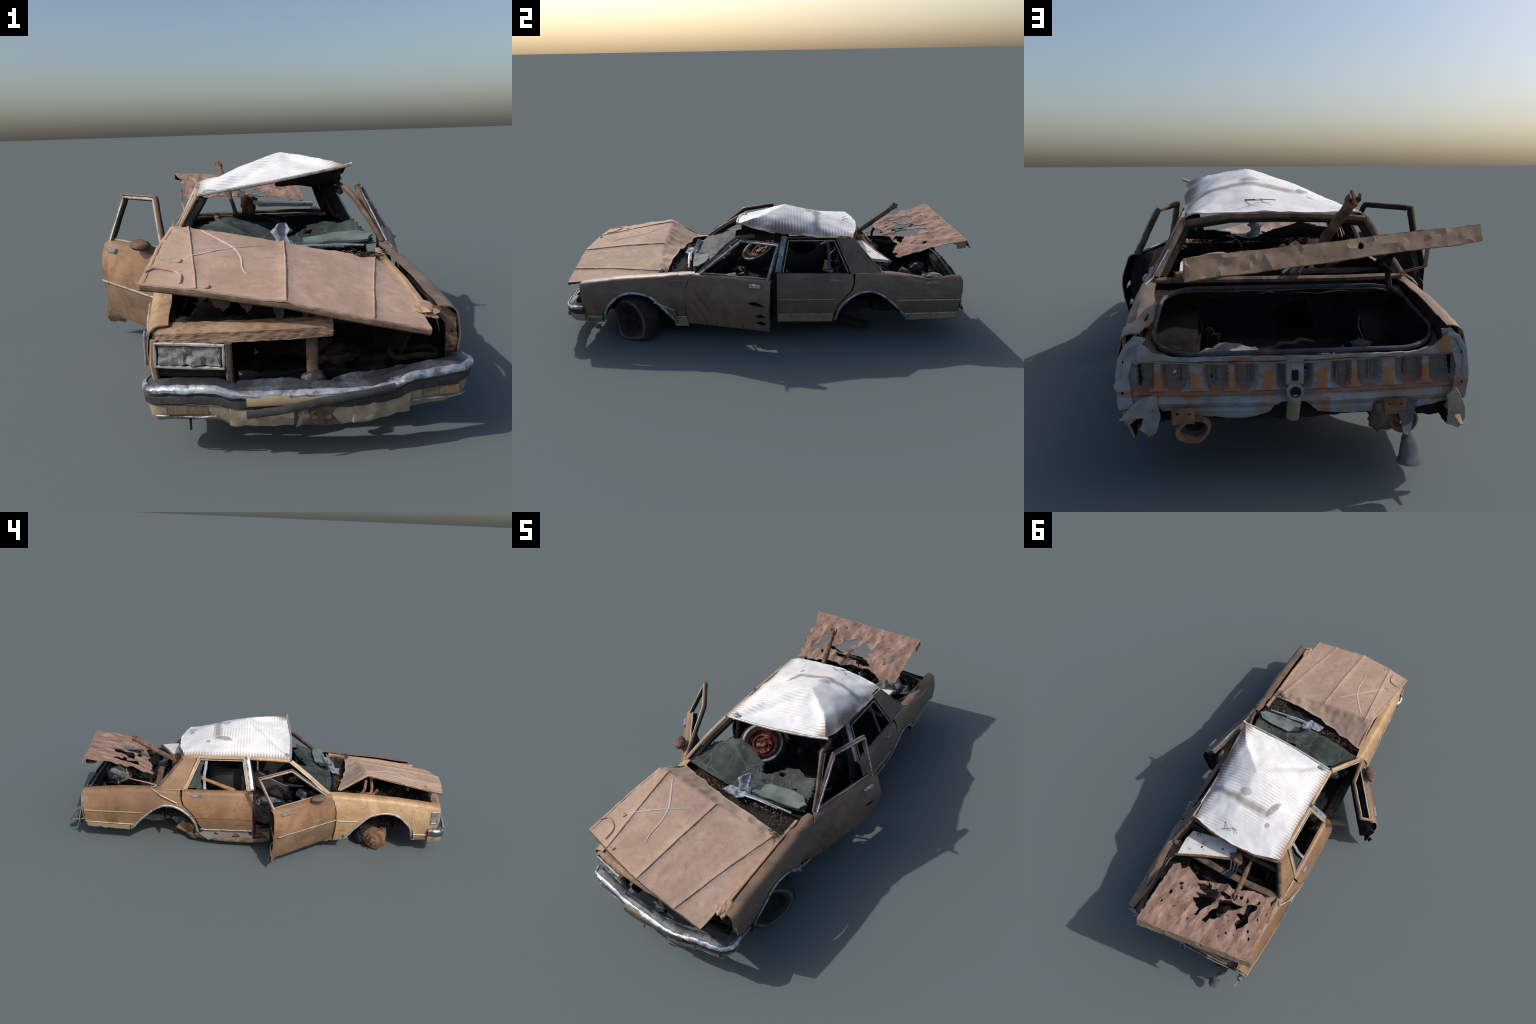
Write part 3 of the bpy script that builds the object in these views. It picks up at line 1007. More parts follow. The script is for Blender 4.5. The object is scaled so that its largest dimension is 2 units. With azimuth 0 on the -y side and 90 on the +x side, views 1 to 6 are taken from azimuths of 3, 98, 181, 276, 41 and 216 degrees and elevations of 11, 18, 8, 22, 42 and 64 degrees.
def roof_keep(a, b):
    d = min(seg_dist((a, b), roof_ctrl[i], roof_ctrl[j]) for i, j in cre)
    return min(1.0, max(.04, (d - .004) / .04))


rim = [(-.236, -.146), (-.210, -.142), (.0, -.150), (.256, -.137), (.262, -.05), (.259, .03), (.252, .13), (.247, .27), (.243, .402),
       (.12, .430), (0, .440), (-.12, .430), (-.239, .396), (-.240, .27), (-.239, .13), (-.238, 0)]
roof = sheet("roof", rim, lambda a, b: (a, b, rz(a, b)), "vinyl", (0, 0, 1), step=.008, thick=.004, mat_in="soot", dent=.0022, dfreq=18, seed=2, relax=5, keep=roof_keep, rag=.0008)
sweep("roof_front_lip", [(-.225, -.146, .474), (-.10, -.152, .491), (0, -.155, .506), (.12, -.152, .526), (.20, -.146, .540), (.256, -.138, .551), (.272, -.142, .556)], .010, .010, (0, 0, 1), "trim", roof, wob=.0015)
sweep("rear_window_header", [(-.236, .402, .462), (-.12, .430, .474), (0, .436, .478), (.12, .430, .475), (.240, .406, .456)], .014, .016, (0, 0, 1), "brown_steel", roof, wob=.002)
sweep("rear_window_header_shadow_strip", [(-.230, .396, .452), (-.12, .422, .463), (0, .428, .467), (.12, .422, .464), (.234, .40, .446)], .020, .016, (0, 0, 1), "char", roof, wob=.002)  # dark strip added to paint the shadow under the header
for s in (-1, 1):
    sweep("rear_window_post", [(s * .240, .405, .462), (s * .270, .455, .402), (s * .304, .518, .335)], .018, .014, (0, .6, .6), "brown_steel", wob=.002, seed=s)
    sweep("rear_window_post_liner", [(s * .230, .395, .452), (s * .258, .445, .395), (s * .290, .505, .33)], .022, .018, (0, .6, .6), "char", wob=.003, seed=s + 4)
# torn headliner and header metal under the raised corner
sheet("torn_roof_header", [(0, 0), (1, 0), (1, 1), (0, 1)], lambda a, b: (.03 + .215 * a, -.128 + .07 * b + .02 * a * b, (.508 + .034 * a) * (1 - b) + (.500 - .018 * a) * b - .018 * math.sin(3 * b)),
      "char", (0, -1, -1), step=.07, thick=.004, rag=.03, dent=.005, seed=12)
sheet("torn_roof_side", [(-.125, 0), (.10, 0), (.10, 1), (-.125, 1)], lambda v, b: (.246 - .012 * b - .02 * math.sin(b * 3), v, (.486) * (1 - b) + (interp(v, [(-.13, .545), (-.05, .508), (.03, .486), (.1, .480)])) * b),
      "char", (1, 0, 0), step=.03, thick=.003, rag=.0, dent=.006, holes=[[(-.105, .25), (-.07, .22), (-.05, .45), (-.09, .6)]], hole_rag=.003, seed=13)
sheet("hanging_headliner_strip", [(0, 0), (1, .1), (1, .9), (.5, 1), (0, .8)], lambda a, b: (.215 + .02 * b - .02 * a, .12 - .09 * a + .03 * b, .475 - .085 * a), "soot", (0, -1, 0), step=.12, thick=.003, rag=.04, dent=.004, seed=15)
lump("roof_corner_debris", (-.19, -.128, .482), (.022, .012, .006), "grey", roof, amp=.4, seed=2, sub=3)
for i in range(5):
    a = R.uniform(0, 6)
    tube("twig", [(.03 + .012 * i, .37 + .008 * i, rz(.03 + .012 * i, .37) + .004), (.03 + .012 * i + .035 * math.cos(a), .38 + .025 * math.sin(a), rz(.03, .38) + .006)], .0011, "brown_steel", roof, seg=5)

# ------------------------------------------------------------------ bonnet
hood_ctrl = [(.250, -.976, .262), (.131, -.974, .290), (-.045, -.968, .333), (-.20, -.940, .355), (-.340, -.906, .369),
             (-.291, -.534, .434), (-.15, -.537, .410), (0, -.540, .379), (.12, -.532, .350), (.285, -.500, .308),
             (-.288, -.392, .340), (-.19, -.412, .338), (-.09, -.440, .336), (.02, -.462, .338), (.12, -.476, .334), (.285, -.490, .303),
             (-.03, -.75, .365), (.19, -.74, .309), (.27, -.74, .290), (-.32, -.72, .404), (-.17, -.74, .390)]
hcr = [(5, 6), (6, 7), (7, 8), (8, 9)]
hz = field(hood_ctrl, hcr)
ribs = [[(-.045, -.968), (-.02, -.75), (.0, -.54)], [(.131, -.974), (.19, -.74), (.255, -.500)], [(-.222, -.934), (-.235, -.72), (-.248, -.52)]]


def rib_line(a, b):
    h = 0
    for r in ribs:
        if b < r[-1][1] + .01:
            c = interp(b, [(q[1], q[0]) for q in r])
            h += math.exp(-((a - c) / .009) ** 2)
    return h


def hood_map(a, b):
    n = .0025 * noise.noise(Vector((a * 60, b * 60, 3))) * (1 if a > -.02 and b < -.7 else .25)
    edge = 0
    if b > -.53:
        n += .006 * noise.noise(Vector((a * 35, b * 35, 9)))
    return (a, b, hz(a, b) + .0028 * rib_line(a, b) + n)


hood_rim = [(.250, -.976), (.131, -.974), (-.045, -.968), (-.20, -.940), (-.340, -.906), (-.32, -.72), (-.291, -.534), (-.290, -.392)]
hood_rim += [(-.24, -.402), (-.20, -.418), (-.16, -.418), (-.12, -.438), (-.06, -.445), (-.02, -.462), (.05, -.468), (.12, -.478), (.20, -.484), (.285, -.490), (.29, -.52), (.27, -.74)]


def hood_keep(a, b):
    d = min(seg_dist((a, b), hood_ctrl[i], hood_ctrl[j]) for i, j in hcr)
    return min(1.0, max(.15, d / .03)) * max(0.05, 1 - rib_line(a, b))


hood = sheet("bonnet", hood_rim, hood_map, "hood_paint", (0, 0, 1), step=.0075, thick=.004, mat_in="char", dent=.0012, dfreq=20, seed=3, relax=4, keep=hood_keep, rag=.0022)
for r in ribs:
    P = densify([tuple(p) for p in spline(r, 8)], .012, False)
    sweep("bonnet_rib", [(p[0], p[1], hood_map(p[0], p[1])[2] + .0008) for p in P], .0042, .0038, (0, 0, 1), "hood_paint", hood, bev=.3, wob=.0008)
fl = [(.248, -.976, .260)] + [(a, b, hz(a, b) - .004) for a, b in ((.131, -.975), (.04, -.973), (-.045, -.969), (-.13, -.955), (-.20, -.942), (-.335, -.908))]
sweep("bonnet_front_flange", [(p[0], p[1] + .006, p[2] - .005) for p in fl], .012, .012, (0, 0, 1), "brown_steel", hood, wob=.001)
sweep("bonnet_side_flange", [(a + .006, b, hz(a, b) - .007) for a, b in ((-.336, -.905), (-.318, -.72), (-.289, -.536), (-.287, -.40))], .008, .014, (0, 0, 1), "header_tan", hood, wob=.001)
sweep("bonnet_side_flange", [(a - .005, b, hz(a, b) - .006) for a, b in ((.250, -.970), (.268, -.74), (.285, -.52))], .008, .010, (0, 0, 1), "char", hood)


def scratch(pts, w):
    P = spline(pts, 10)
    P = [q for q in densify([tuple(p) for p in P], .006, False)]
    sweep("scratch_mark", [(p[0], p[1], hood_map(p[0], p[1])[2] + .0004) for p in P], w, .0030, (0, 0, 1), "scratch", hood, bev=.3, taper=lambda t: .55 + .45 * math.sin(math.pi * min(1, t * 1.3 + .1)))


scratch([(-.212, -.552), (-.173, -.609), (-.136, -.671), (-.122, -.74), (-.122, -.80), (-.114, -.836)], .007)
scratch([(-.257, -.779), (-.233, -.756), (-.179, -.712), (-.136, -.672), (-.099, -.644), (-.055, -.608)], .0065)


def flake(pts, w=.006):
    P = densify([tuple(p) for p in spline(pts, 8)], .006, False)
    sweep("paint_flake_edge", [(p[0], p[1], hood_map(p[0], p[1])[2] + .002) for p in P], w, .005, (0, 0, 1), "hood_paint", hood, bev=.3)


flake([(-.330, -.851), (-.31, -.83), (-.271, -.842), (-.255, -.867), (-.255, -.907)])
flake([(-.272, -.783), (-.262, -.793), (-.258, -.781)], .008)
flake([(-.215, -.925), (-.20, -.928), (-.195, -.915)], .005)

# ------------------------------------------------------------------ front end
# header panel with lamp bezel
hp = spline([(-.312, -.917), (-.25, -.932), (-.15, -.945), (-.04, -.955), (.052, -.957)], 5)


def header_map(t, q):
    i = t * (len(hp) - 1); k = min(int(i), len(hp) - 2); f = i - k
    a = np.array(hp[k]) * (1 - f) + np.array(hp[k + 1]) * f
    top = .276 + .012 * t
    prof = [(0, (.045, top - .002)), (.35, (.012, top - .002)), (.55, (.0, top - .012)), (1, (.004, top - .036))]
    dv = interp(q, [(p[0], p[1][0]) for p in prof]); zz = interp(q, [(p[0], p[1][1]) for p in prof])
    return (a[0], a[1] + dv, zz)


sheet("header_panel", [(0, 0), (1, 0), (1, 1), (0, 1)], header_map, "header_tan", (0, -1, 1), step=.028, thick=.005, dent=.0026, dfreq=70, seed=4, rag=.004, angle=10)
sweep("lamp_column", [(-.162, -.945, .248), (-.162, -.940, .20), (-.160, -.930, .158)], .016, .018, (0, 1, 0), "brown_steel", wob=.001)
sweep("lamp_column", [(-.314, -.915, .252), (-.318, -.912, .20), (-.314, -.905, .165)], .014, .02, (0, 1, 0), "header_tan", wob=.001)
box("lamp_lower_panel", (-.236, -.912, .180), (.155, .02, .022), "char", rot=(0, 0, -.17), dent=.002, div=3)
bez = [(-.312, -.924, .246), (-.172, -.949, .243), (-.172, -.944, .192), (-.312, -.919, .195)]
sweep("headlamp_bezel", [tuple(p) for p in densify(bez, .02)], .007, .007, (0, 1, 0), "trim", closed=True, wob=.001)
box("headlamp", (-.242, -.930, .219), (.130, .012, .042), "lamp", rot=(0, 0, -.175), dent=.006, div=12, seed=3, angle=8, freq=75)
box("corner_lamp", (-.331, -.893, .226), (.008, .036, .062), "lamp", rot=(0, 0, 0), dent=.001, div=2)
sweep("corner_lamp_trim", [tuple(p) for p in densify([(-.334, -.911, .258), (-.336, -.875, .258), (-.336, -.872, .194), (-.333, -.911, .194)], .02)], .005, .004, (1, 0, 0), "chrome", closed=True)
# radiator support: centre post, cross bars, dark backing
sweep("grille_post", [(.012, -.925, .252), (.012, -.925, .20), (.014, -.922, .168)], .024, .012, (0, 1, 0), "brown_steel", wob=.003)
lump("grille_post_foot", (.014, -.935, .156), (.026, .014, .016), "bumper_top", amp=.35, seed=8, sub=3)
sweep("radiator_support", [(-.28, -.865, .262), (0, -.88, .268), (.28, -.855, .258)], .03, .020, (0, 0, 1), "char", wob=.003)
sweep("radiator_support", [(-.28, -.865, .125), (0, -.88, .12), (.28, -.855, .125)], .03, .020, (0, 0, 1), "char", wob=.003)
sweep("support_brace", [(-.14, -.875, .13), (-.03, -.89, .155), (.01, -.90, .165)], .008, .008, (0, 0, 1), "char")
sweep("support_brace", [(.17, -.87, .13), (.07, -.89, .155), (.02, -.90, .165)], .008, .008, (0, 0, 1), "char")
sheet("radiator_shroud", [(-.27, .12), (.27, .12), (.27, .265), (-.27, .265)], lambda a, b: (a, -.70 + .04 * noise.noise(Vector((a * 9, b * 9, 2))), b), "soot", (0, -1, 0), step=.03, dent=.008, mat_in="soot", seed=3)
# shaded corner: exposed fender edge with bolt holes, headlamp bucket gone
sheet("fender_end_flange", [(.290, .118), (.325, .118), (.340, .20), (.336, .262), (.312, .282), (.280, .284), (.312, .245), (.316, .16)], lambda a, b: (a, -.880, b), "brown_steel", (0, -1, 0), step=.008, rag=.002, dent=.002, seed=3,
      holes=[[(.326 + .003 * math.cos(t), .19 + .003 * math.sin(t)) for t in np.linspace(0, 5.5, 8)], [(.327 + .003 * math.cos(t), .225 + .003 * math.sin(t)) for t in np.linspace(0, 5.5, 8)]], hole_rag=0)
tube("headlamp_bucket_ring", [(.245 + .050 * math.cos(t), -.868 + .034 * math.sin(t), .178 + .004 * math.sin(3 * t)) for t in np.linspace(0, 2 * math.pi, 28, endpoint=False)], .007, "char", closed=True, seg=8, rough=.3)
for s in (-1, 1):
    sheet("engine_bay_wall", [(-.87, .11), (-.37, .10), (-.37, .30), (-.6, .288), (-.87, .262)], lambda v, z, s=s: (s * (.255 - .05 * max(0, min(1, (.26 - z) / .1))), v, z), "char", (-s, 0, 0), step=.025, thick=.004, dent=.006, seed=3 + s, rag=.004,
          holes=[[(-.80, .13), (-.74, .13), (-.75, .17), (-.79, .165)]])
sheet("firewall", [(-.29, .09), (.29, .09), (.29, .31), (-.29, .31)], lambda a, b: (a, -.375, b), "soot", (0, -1, 0), step=.03, dent=.01, mat_in="soot", seed=5)
sweep("cross_member", [(-.2, -.62, .085), (0, -.62, .075), (.2, -.62, .085)], .07, .03, (0, 0, 1), "char", wob=.004)
for s in (-1, 1):
    sweep("chassis_rail", [(s * .16, v, .085 + (.03 if v < -.75 else 0)) for v in np.linspace(-.9, -.5, 10)], .04, .035, (0, 0, 1), "char", wob=.003)
    sweep("chassis_rail", [(s * .20, v, z) for v, z in ((-.3, .07), (.0, .062), (.28, .068), (.40, .13), (.55, .145), (.68, .12), (.88, .115))], .04, .035, (0, 0, 1), "char", wob=.003)
junk = []
for i in range(16):
    c = (R.uniform(-.22, .18), R.uniform(-.84, -.45), R.uniform(.12, .22))
    junk.append(lump("scrap", c, (R.uniform(.02, .05), R.uniform(.02, .05), R.uniform(.015, .04)), R.choice(["char", "soot", "char", "brown_steel"]), amp=.5, seed=i, sub=3))
for i, (c, sz) in enumerate((((-.19, -.80, .255), (.05, .05, .035)), ((-.12, -.70, .27), (.07, .06, .045)), ((-.20, -.62, .27), (.04, .05, .04)), ((-.05, -.58, .26), (.08, .06, .05)), ((-.08, -.84, .25), (.05, .03, .035)))):
    junk.append(lump("scrap", c, sz, "char" if i % 2 else "soot", amp=.4, seed=60 + i, sub=4))
junk.append(sheet("scrap", [(-.86, .12), (-.42, .12), (-.44, .275), (-.52, .295), (-.58, .27), (-.66, .30), (-.74, .265), (-.80, .285), (-.86, .25)], lambda v, z: (-.17 + .03 * noise.noise(Vector((v * 12, z * 12, 4))), v, z), "soot", (-1, 0, 0), step=.015, rag=.008, dent=.010, seed=71, holes=[[(-.80, .22), (-.74, .21), (-.73, .25), (-.79, .255)]], hole_rag=.006, mat_in="soot"))
join("engine_bay_scrap", junk)
for p in ([(-.265, -.50, .30), (-.26, -.53, .335), (-.255, -.535, .39)], [(-.25, -.56, .295), (-.255, -.57, .34), (-.25, -.56, .40)], [(-.26, -.49, .305), (-.26, -.55, .315), (-.255, -.585, .31)], [(-.24, -.58, .30), (-.25, -.60, .335)]):
    sweep("bonnet_hinge_arm", spline(p, 5), .014, .010, (1, 0, 0), "rust", wob=.001)
for i, (a, b, w, h) in enumerate(((-.17, -.925, .03, .045), (-.12, -.93, .022, .04), (-.05, -.94, .018, .050), (.0, -.945, .03, .03))):
    sheet("torn_bonnet_liner", [(-w, 0), (w, 0), (w * .7, -h * .6), (w * .1, -h * 1.1), (-w * .6, -h * .7)], lambda x, y, a=a, b=b, i=i: (a + x, b + .02 + .2 * x, hz(a, max(b, -.95)) - .006 + y), "brown_steel" if i != 2 else "seal", (0, -1, 0), step=.006, rag=.008, dent=.008, seed=30 + i, parent=hood)
sheet("radiator_top_debris", [(-.29, -.89), (.06, -.91), (.06, -.86), (-.29, -.84)], lambda a, b: (a, b, .276 + .008 * noise.noise(Vector((a * 50, b * 50, 1)))), "char", (0, 0, 1), step=.012, rag=.006, dent=.004, seed=9)

# ------------------------------------------------------------------ front bumper
bp = spline([(-.335, -.868, -.004), (-.340, -.912, -.004), (-.325, -.945, -.003), (-.27, -.960, 0), (-.18, -.974, .002), (-.08, -.986, .003), (0, -.992, .004), (.10, -.998, .005), (.178, -.987, .008), (.25, -.976, .013), (.315, -.964, .016), (.352, -.928, .016), (.352, -.880, .012)], 8)


def drop(u):   # centre of the bumper is stepped down and bent in
    return -.014 * (1 / (1 + math.exp((abs(u - .005) - .182) * 120)))


def bumper_strip(name, prof, mat, dent=.0015, u0=None, u1=None, wav=0.0, parent=None, dr=1.0, seed=1):
    V, F = [], []
    P = [p for p in bp if (u0 is None or p[0] >= u0) and (u1 is None or p[0] <= u1)]
    if u0 is not None or u1 is not None:
        P = [p for p in P if p[1] < -.93]
    n = len(P); m = len(prof)
    for i, p in enumerate(P):
        t = Vector(P[min(i + 1, n - 1)]) - Vector(P[max(i - 1, 0)]); t.z = 0; t.normalize()
        nn = Vector((t.y, -t.x, 0))
        for o, z in prof:
            q = Vector((p[0], p[1], 0)) + nn * o + Vector((0, 0, z + p[2] + dr * drop(p[0])))
            q += dent * noise.noise_vector(q * 45 + Vector((seed, 0, 0)))
            V.append(q)
    for i in range(n - 1):
        for j in range(m):
            k = (j + 1) % m
            F.append((i * m + j, i * m + k, (i + 1) * m + k, (i + 1) * m + j))
    F.append(tuple(range(m))[::-1]); F.append(tuple((n - 1) * m + j for j in range(m)))
    ob = make(name, V, F, mat, parent, None, 40)
    me = ob.data
    bm = bmesh.new(); bm.from_mesh(me); bmesh.ops.recalc_face_normals(bm, faces=bm.faces[:]); bm.to_mesh(me); bm.free()
    return ob


bumper = bumper_strip("front_bumper", [(-.038, .169), (-.030, .171), (-.014, .166), (.000, .158), (.002, .148), (-.006, .144), (-.036, .146)], "bumper_top", .0032)
bumper_strip("bumper_chrome_lip", [(-.006, .1655), (.0, .163), (.004, .158), (.004, .152), (-.002, .150)], "chrome", .0032, parent=bumper)
bumper_strip("bumper_rubber_strip", [(-.035, .147), (-.002, .146), (.001, .142), (-.001, .128), (-.006, .124), (-.035, .126)], "strip", .002, parent=bumper)
bumper_strip("bumper_lower_apron", [(-.040, .128), (-.006, .127), (-.008, .110), (-.012, .096), (-.020, .085), (-.040, .082)], "cream", .003, parent=bumper, dr=1.2)
for a, b in ((-.292, -.205), (.230, .315)):
    u = (a + b) / 2
    yy = interp(u, sorted((p[0], p[1]) for p in bp))
    box("parking_lamp", (u, yy + .009, .113 + (.016 if u > 0 else 0)), (b - a, .012, .020), "lens", bumper, rot=(0, 0, -.07 if u < 0 else .06), dent=.001, div=2)
for u0, u1 in ((-.315, -.19), (.21, .33)):
    sweep("bumper_bright_line", [(u, interp(u, sorted((p[0], p[1]) for p in bp)) + .006, .098 + (.016 if u > 0 else 0)) for u in np.linspace(u0, u1, 10)], .004, .004, (0, 0, 1), "chrome", bumper, wob=.002)
for u0, u1 in ((-.165, -.035), (.085, .205)):
    sheet("bumper_filler_plate", [(u0, .078), (u1, .076), (u1, .118), (u0, .121)], lambda a, z: (a, interp(a, sorted((p[0], p[1]) for p in bp)) + .003 + .25 * max(0, .10 - z), z + .10 * max(0, a - .06)), "cream", (0, -1, 0), step=.010, thick=.008, dent=.004, dfreq=35, seed=int(u0 * 100), rag=.002, parent=bumper)
sheet("number_plate_bracket", [(-.035, .076), (.066, .074), (.068, .124), (.050, .128), (.025, .118), (-.030, .124)], lambda a, z: (a, -.990 - .004 * math.sin(a * 60) + .2 * (.12 - z), z), "brown_steel", (0, -1, 0), step=.008, thick=.004, dent=.003, seed=6, rag=.002,
      holes=[[(.006 + .007 * math.cos(t), .092 + .007 * math.sin(t)) for t in np.linspace(0, 5.6, 9)], [(.034 + .007 * math.cos(t), .092 + .007 * math.sin(t)) for t in np.linspace(0, 5.6, 9)]], hole_rag=.0005, parent=bumper)
sweep("bumper_tan_strip", [(-.13, -.984, .134), (-.05, -.992, .136), (.05, -.997, .138)], .006, .020, (0, 0, 1), "lower_tan", bumper, wob=.001)
sweep("peeled_rubber_strip", spline([(-.131, -.992, .110), (-.06, -1.000, .120), (.03, -1.003, .136), (.10, -1.004, .146), (.17, -.994, .152)], 5), .008, .016, (0, 0, 1), "strip", bumper, wob=.002)
sheet("bumper_shard", [(0, 0), (.012, .006), (.016, .038), (.008, .022)], lambda a, b: (-.034 + a, -1.002 - .2 * a, .082 + b), "greywall", (0, -1, 0), step=.006, parent=bumper)
for u, z in ((-.245, .078), (.066, .074)):
    sweep("bumper_bolt", [(u, -.95, z + .012), (u, -.95, z - .012)], .005, .005, (0, 1, 0), "char", bumper)
# torn inner edge along the bumper top
sheet("bumper_torn_backing", [(-.15, .130), (.18, .134), (.20, .174), (.14, .166), (.09, .164), (.05, .156), (.02, .142), (-.02, .160), (-.05, .163), (-.15, .160)], lambda a, z: (a, -.952 - .02 * (1 - abs(a) / .3) + .1 * (z - .12), z + .010), "bumper_top", (0, -1, 0), step=.008, rag=.003, dent=.003, seed=16, parent=bumper)

# ------------------------------------------------------------------ windscreen and cowl
def screen(a, t):
    lo = Vector((a, -.352 - .028 * (1 - (a / .3) ** 2), .330 - .02 * (a > .1) * 0))
    hi = Vector((a * .90, -.190, interp(a, [(-.28, .400), (-.15, .397), (0, .372), (.12, .372), (.28, .392)])))
    p = lo.lerp(hi, t)
    p.z += -.018 * math.sin(math.pi * min(1, max(0, t))) * (1 - (a / .32) ** 2) + .004 * noise.noise(Vector((a * 14, t * 4, 1)))
    return p


gl = [(-.288, .02), (-.15, 0), (0, 0), (.15, 0), (.292, .02), (.295, .5), (.288, .92), (.24, .86), (.19, 1.02), (.13, .95), (.07, .72), (.03, .66), (.005, .86), (-.04, .95), (-.10, 1.06), (-.16, 1.08), (-.22, .92), (-.27, .7)]
sheet("windscreen", gl, screen, "glass", (0, -1, 1), step=.016, thick=.003, mat_in="glass", rag=.012, dent=.003, seed=6,
      holes=[[(.10, .76), (.13, .74), (.14, .82), (.11, .84)], [(.045, .50), (.06, .49), (.062, .54)], [(.20, .52), (.22, .5), (.222, .56)]])
for i in range(12):
    a0, t0 = R.uniform(-.25, .2), R.uniform(.1, .8)
    an = R.uniform(0, 3.1)
    ln = R.uniform(.03, .09)
    pts = [screen(a0 + ln * f * math.cos(an), t0 + ln * 5 * f * math.sin(an)) + Vector((0, -.0015, .0035)) for f in (-.5, -.2, .1, .5) if 0 < t0 + ln * 5 * f * math.sin(an) < .75]
    if len(pts) > 1:
        sweep("glass_crack", pts, .0018, .0012, (0, 0, 1), "shard", wob=.003, seed=i)
sheet("screen_shard", [(.055, .04), (.27, .02), (.292, .16), (.27, .36), (.20, .44), (.10, .42), (.05, .25)], lambda a, t: screen(a, t) + Vector((0, -.004, .016)), "shard", (0, -1, 1), step=.014, thick=.008, mat_in="char", rag=.006, dent=.004, seed=3)
sheet("cowl_panel", [(-.30, -.44), (-.15, -.47), (.0, -.50), (.30, -.52), (.30, -.33), (0, -.36), (-.30, -.335)], lambda a, b: (a, b, .300 + .010 * noise.noise(Vector((a * 22, b * 22, 2)))), "char", (0, 0, 1), step=.014, dent=.005, seed=4, rag=.004)
lit = []
for i in range(330):
    a = R.uniform(-.29, .29)
    if i < 120:
        a = R.uniform(-.29, -.08)
    b = -.385 - .045 * R.random() - (.06 * (a > .2)) * R.random()
    zz = .318 if a < .2 else .312
    r = R.uniform(.003, .009)
    c = Vector((a, b, zz + R.uniform(-.006, .010)))
    e = Vector((R.uniform(-1, 1), R.uniform(-1, 1), R.uniform(-.5, .5))).normalized()
    f = e.cross(Vector((0, 0, 1))).normalized()
    w = r * R.uniform(.3, .6)
    lit.append(make("leaf", [c - e * r, c + f * w + Vector((0, 0, .001)), c + e * r, c - f * w, c + Vector((0, 0, .0025))], [(0, 1, 4), (1, 2, 4), (2, 3, 4), (3, 0, 4), (0, 3, 2, 1)], R.choice(["litter", "litter", "char", "brown_steel"])))
join("leaf_litter", lit)
for i, (a, b) in enumerate(((.06, -.395), (.10, -.402), (.16, -.392))):
    sweep("wiper_linkage", [(a - .06, b - .002, .338), (a, b, .341), (a + .09, b + .01, .333)], .008, .006, (0, 0, 1), R.choice(["grey", "chrome"]), wob=.004, seed=i)
sheet("crumpled_washer_bottle", [(-.026, 0), (.030, 0), (.020, .030), (.018, .045), (.028, .062), (.014, .082), (-.012, .082), (-.026, .060), (-.014, .04)], lambda a, b: (.012 + a + .004 * math.sin(b * 90), -.392 + .45 * b + .010 * math.sin(a * 120), .325 + .95 * b), "grey", (0, -1, .3), step=.006, thick=.014, mat_in="grey", rag=.002, dent=.006, dfreq=45, seed=3)
sheet("crumpled_film", [(-.06, -.02), (.02, -.025), (.055, .01), (.02, .025), (-.05, .02)], lambda a, b: (a, -.405 + b, .338 + .010 * noise.noise(Vector((a * 50, b * 50, 2)))), "grey", (0, 0, 1), step=.006, rag=.004, dent=.004, dfreq=40, seed=5, mat_in="grey")
tw = []
for i in range(26):
    a, b = R.uniform(.20, .285), R.uniform(-.52, -.43)
    an = R.uniform(0, 6.28)
    L = R.uniform(.02, .06)
    tw.append(tube("twig", [(a, b, .312), (a + L * .5 * math.cos(an), b + L * .5 * math.sin(an), .318 + R.uniform(0, .012)), (a + L * math.cos(an), b + L * math.sin(an), .314 + R.uniform(0, .02))], .0011, R.choice(["brown_steel", "char"]), seg=4))
join("twig_heap", tw)
lump("fender_gap_debris", (.268, -.86, .272), (.028, .045, .012), "header_tan", amp=.5, seed=3)
sweep("fender_inner_lip", [(.272, -.87, .270), (.278, -.7, .292), (.282, -.52, .306), (.288, -.40, .316)], .018, .022, (0, 0, 1), "header_tan", wob=.002)
sweep("fender_inner_lip", [(-.278, -.89, .266), (-.285, -.7, .290), (-.288, -.52, .306), (-.290, -.40, .318)], .010, .016, (0, 0, 1), "brown_steel", wob=.002)

# ------------------------------------------------------------------ cabin
sheet("floor_pan", [(-.305, -.365), (.305, -.365), (.305, .34), (-.305, .34)], lambda a, b: (a, b, .085 + .05 * math.exp(-(a / .05) ** 2) + .004 * noise.noise(Vector((a * 20, b * 20, 1)))), "char", (0, 0, 1), step=.025, dent=.004, mat_in="char", seed=2)
sheet("rear_floor_pan", [(-.21, .33), (.21, .33), (.21, .62), (-.21, .62)], lambda a, b: (a, b, interp(b, [(.33, .095), (.39, .165), (.54, .18), (.62, .14)])), "char", (0, 0, 1), step=.025, dent=.004, mat_in="brown_steel", seed=3)
box("dashboard", (.0, -.285, .275), (.56, .09, .075), "soot", dent=.012, div=6, seed=2)
box("glovebox_tray", (-.20, -.235, .265), (.09, .07, .045), "bag", rot=(.3, .1, .3), dent=.005, div=3)
tube("steering_ring", [(.13 + .055 * math.cos(t), -.215 + .02 * math.sin(t), .30 + .052 * math.sin(t)) for t in np.linspace(0, 2 * math.pi, 30, endpoint=False)], .006, "soot", closed=True, seg=8)
box("front_seat", (.0, -.03, .165), (.50, .20, .11), "soot", dent=.018, div=6, seed=3)
box("front_seat_backrest", (.17, .065, .215), (.18, .06, .12), "soot", rot=(.25, 0, 0), dent=.014, div=6, seed=4)
box("rear_seat", (0, .25, .165), (.50, .20, .10), "char", dent=.018, div=6, seed=5)
box("rear_seat_backrest", (0, .385, .235), (.50, .05, .18), "soot", rot=(-.3, 0, 0), dent=.014, div=6, seed=6)
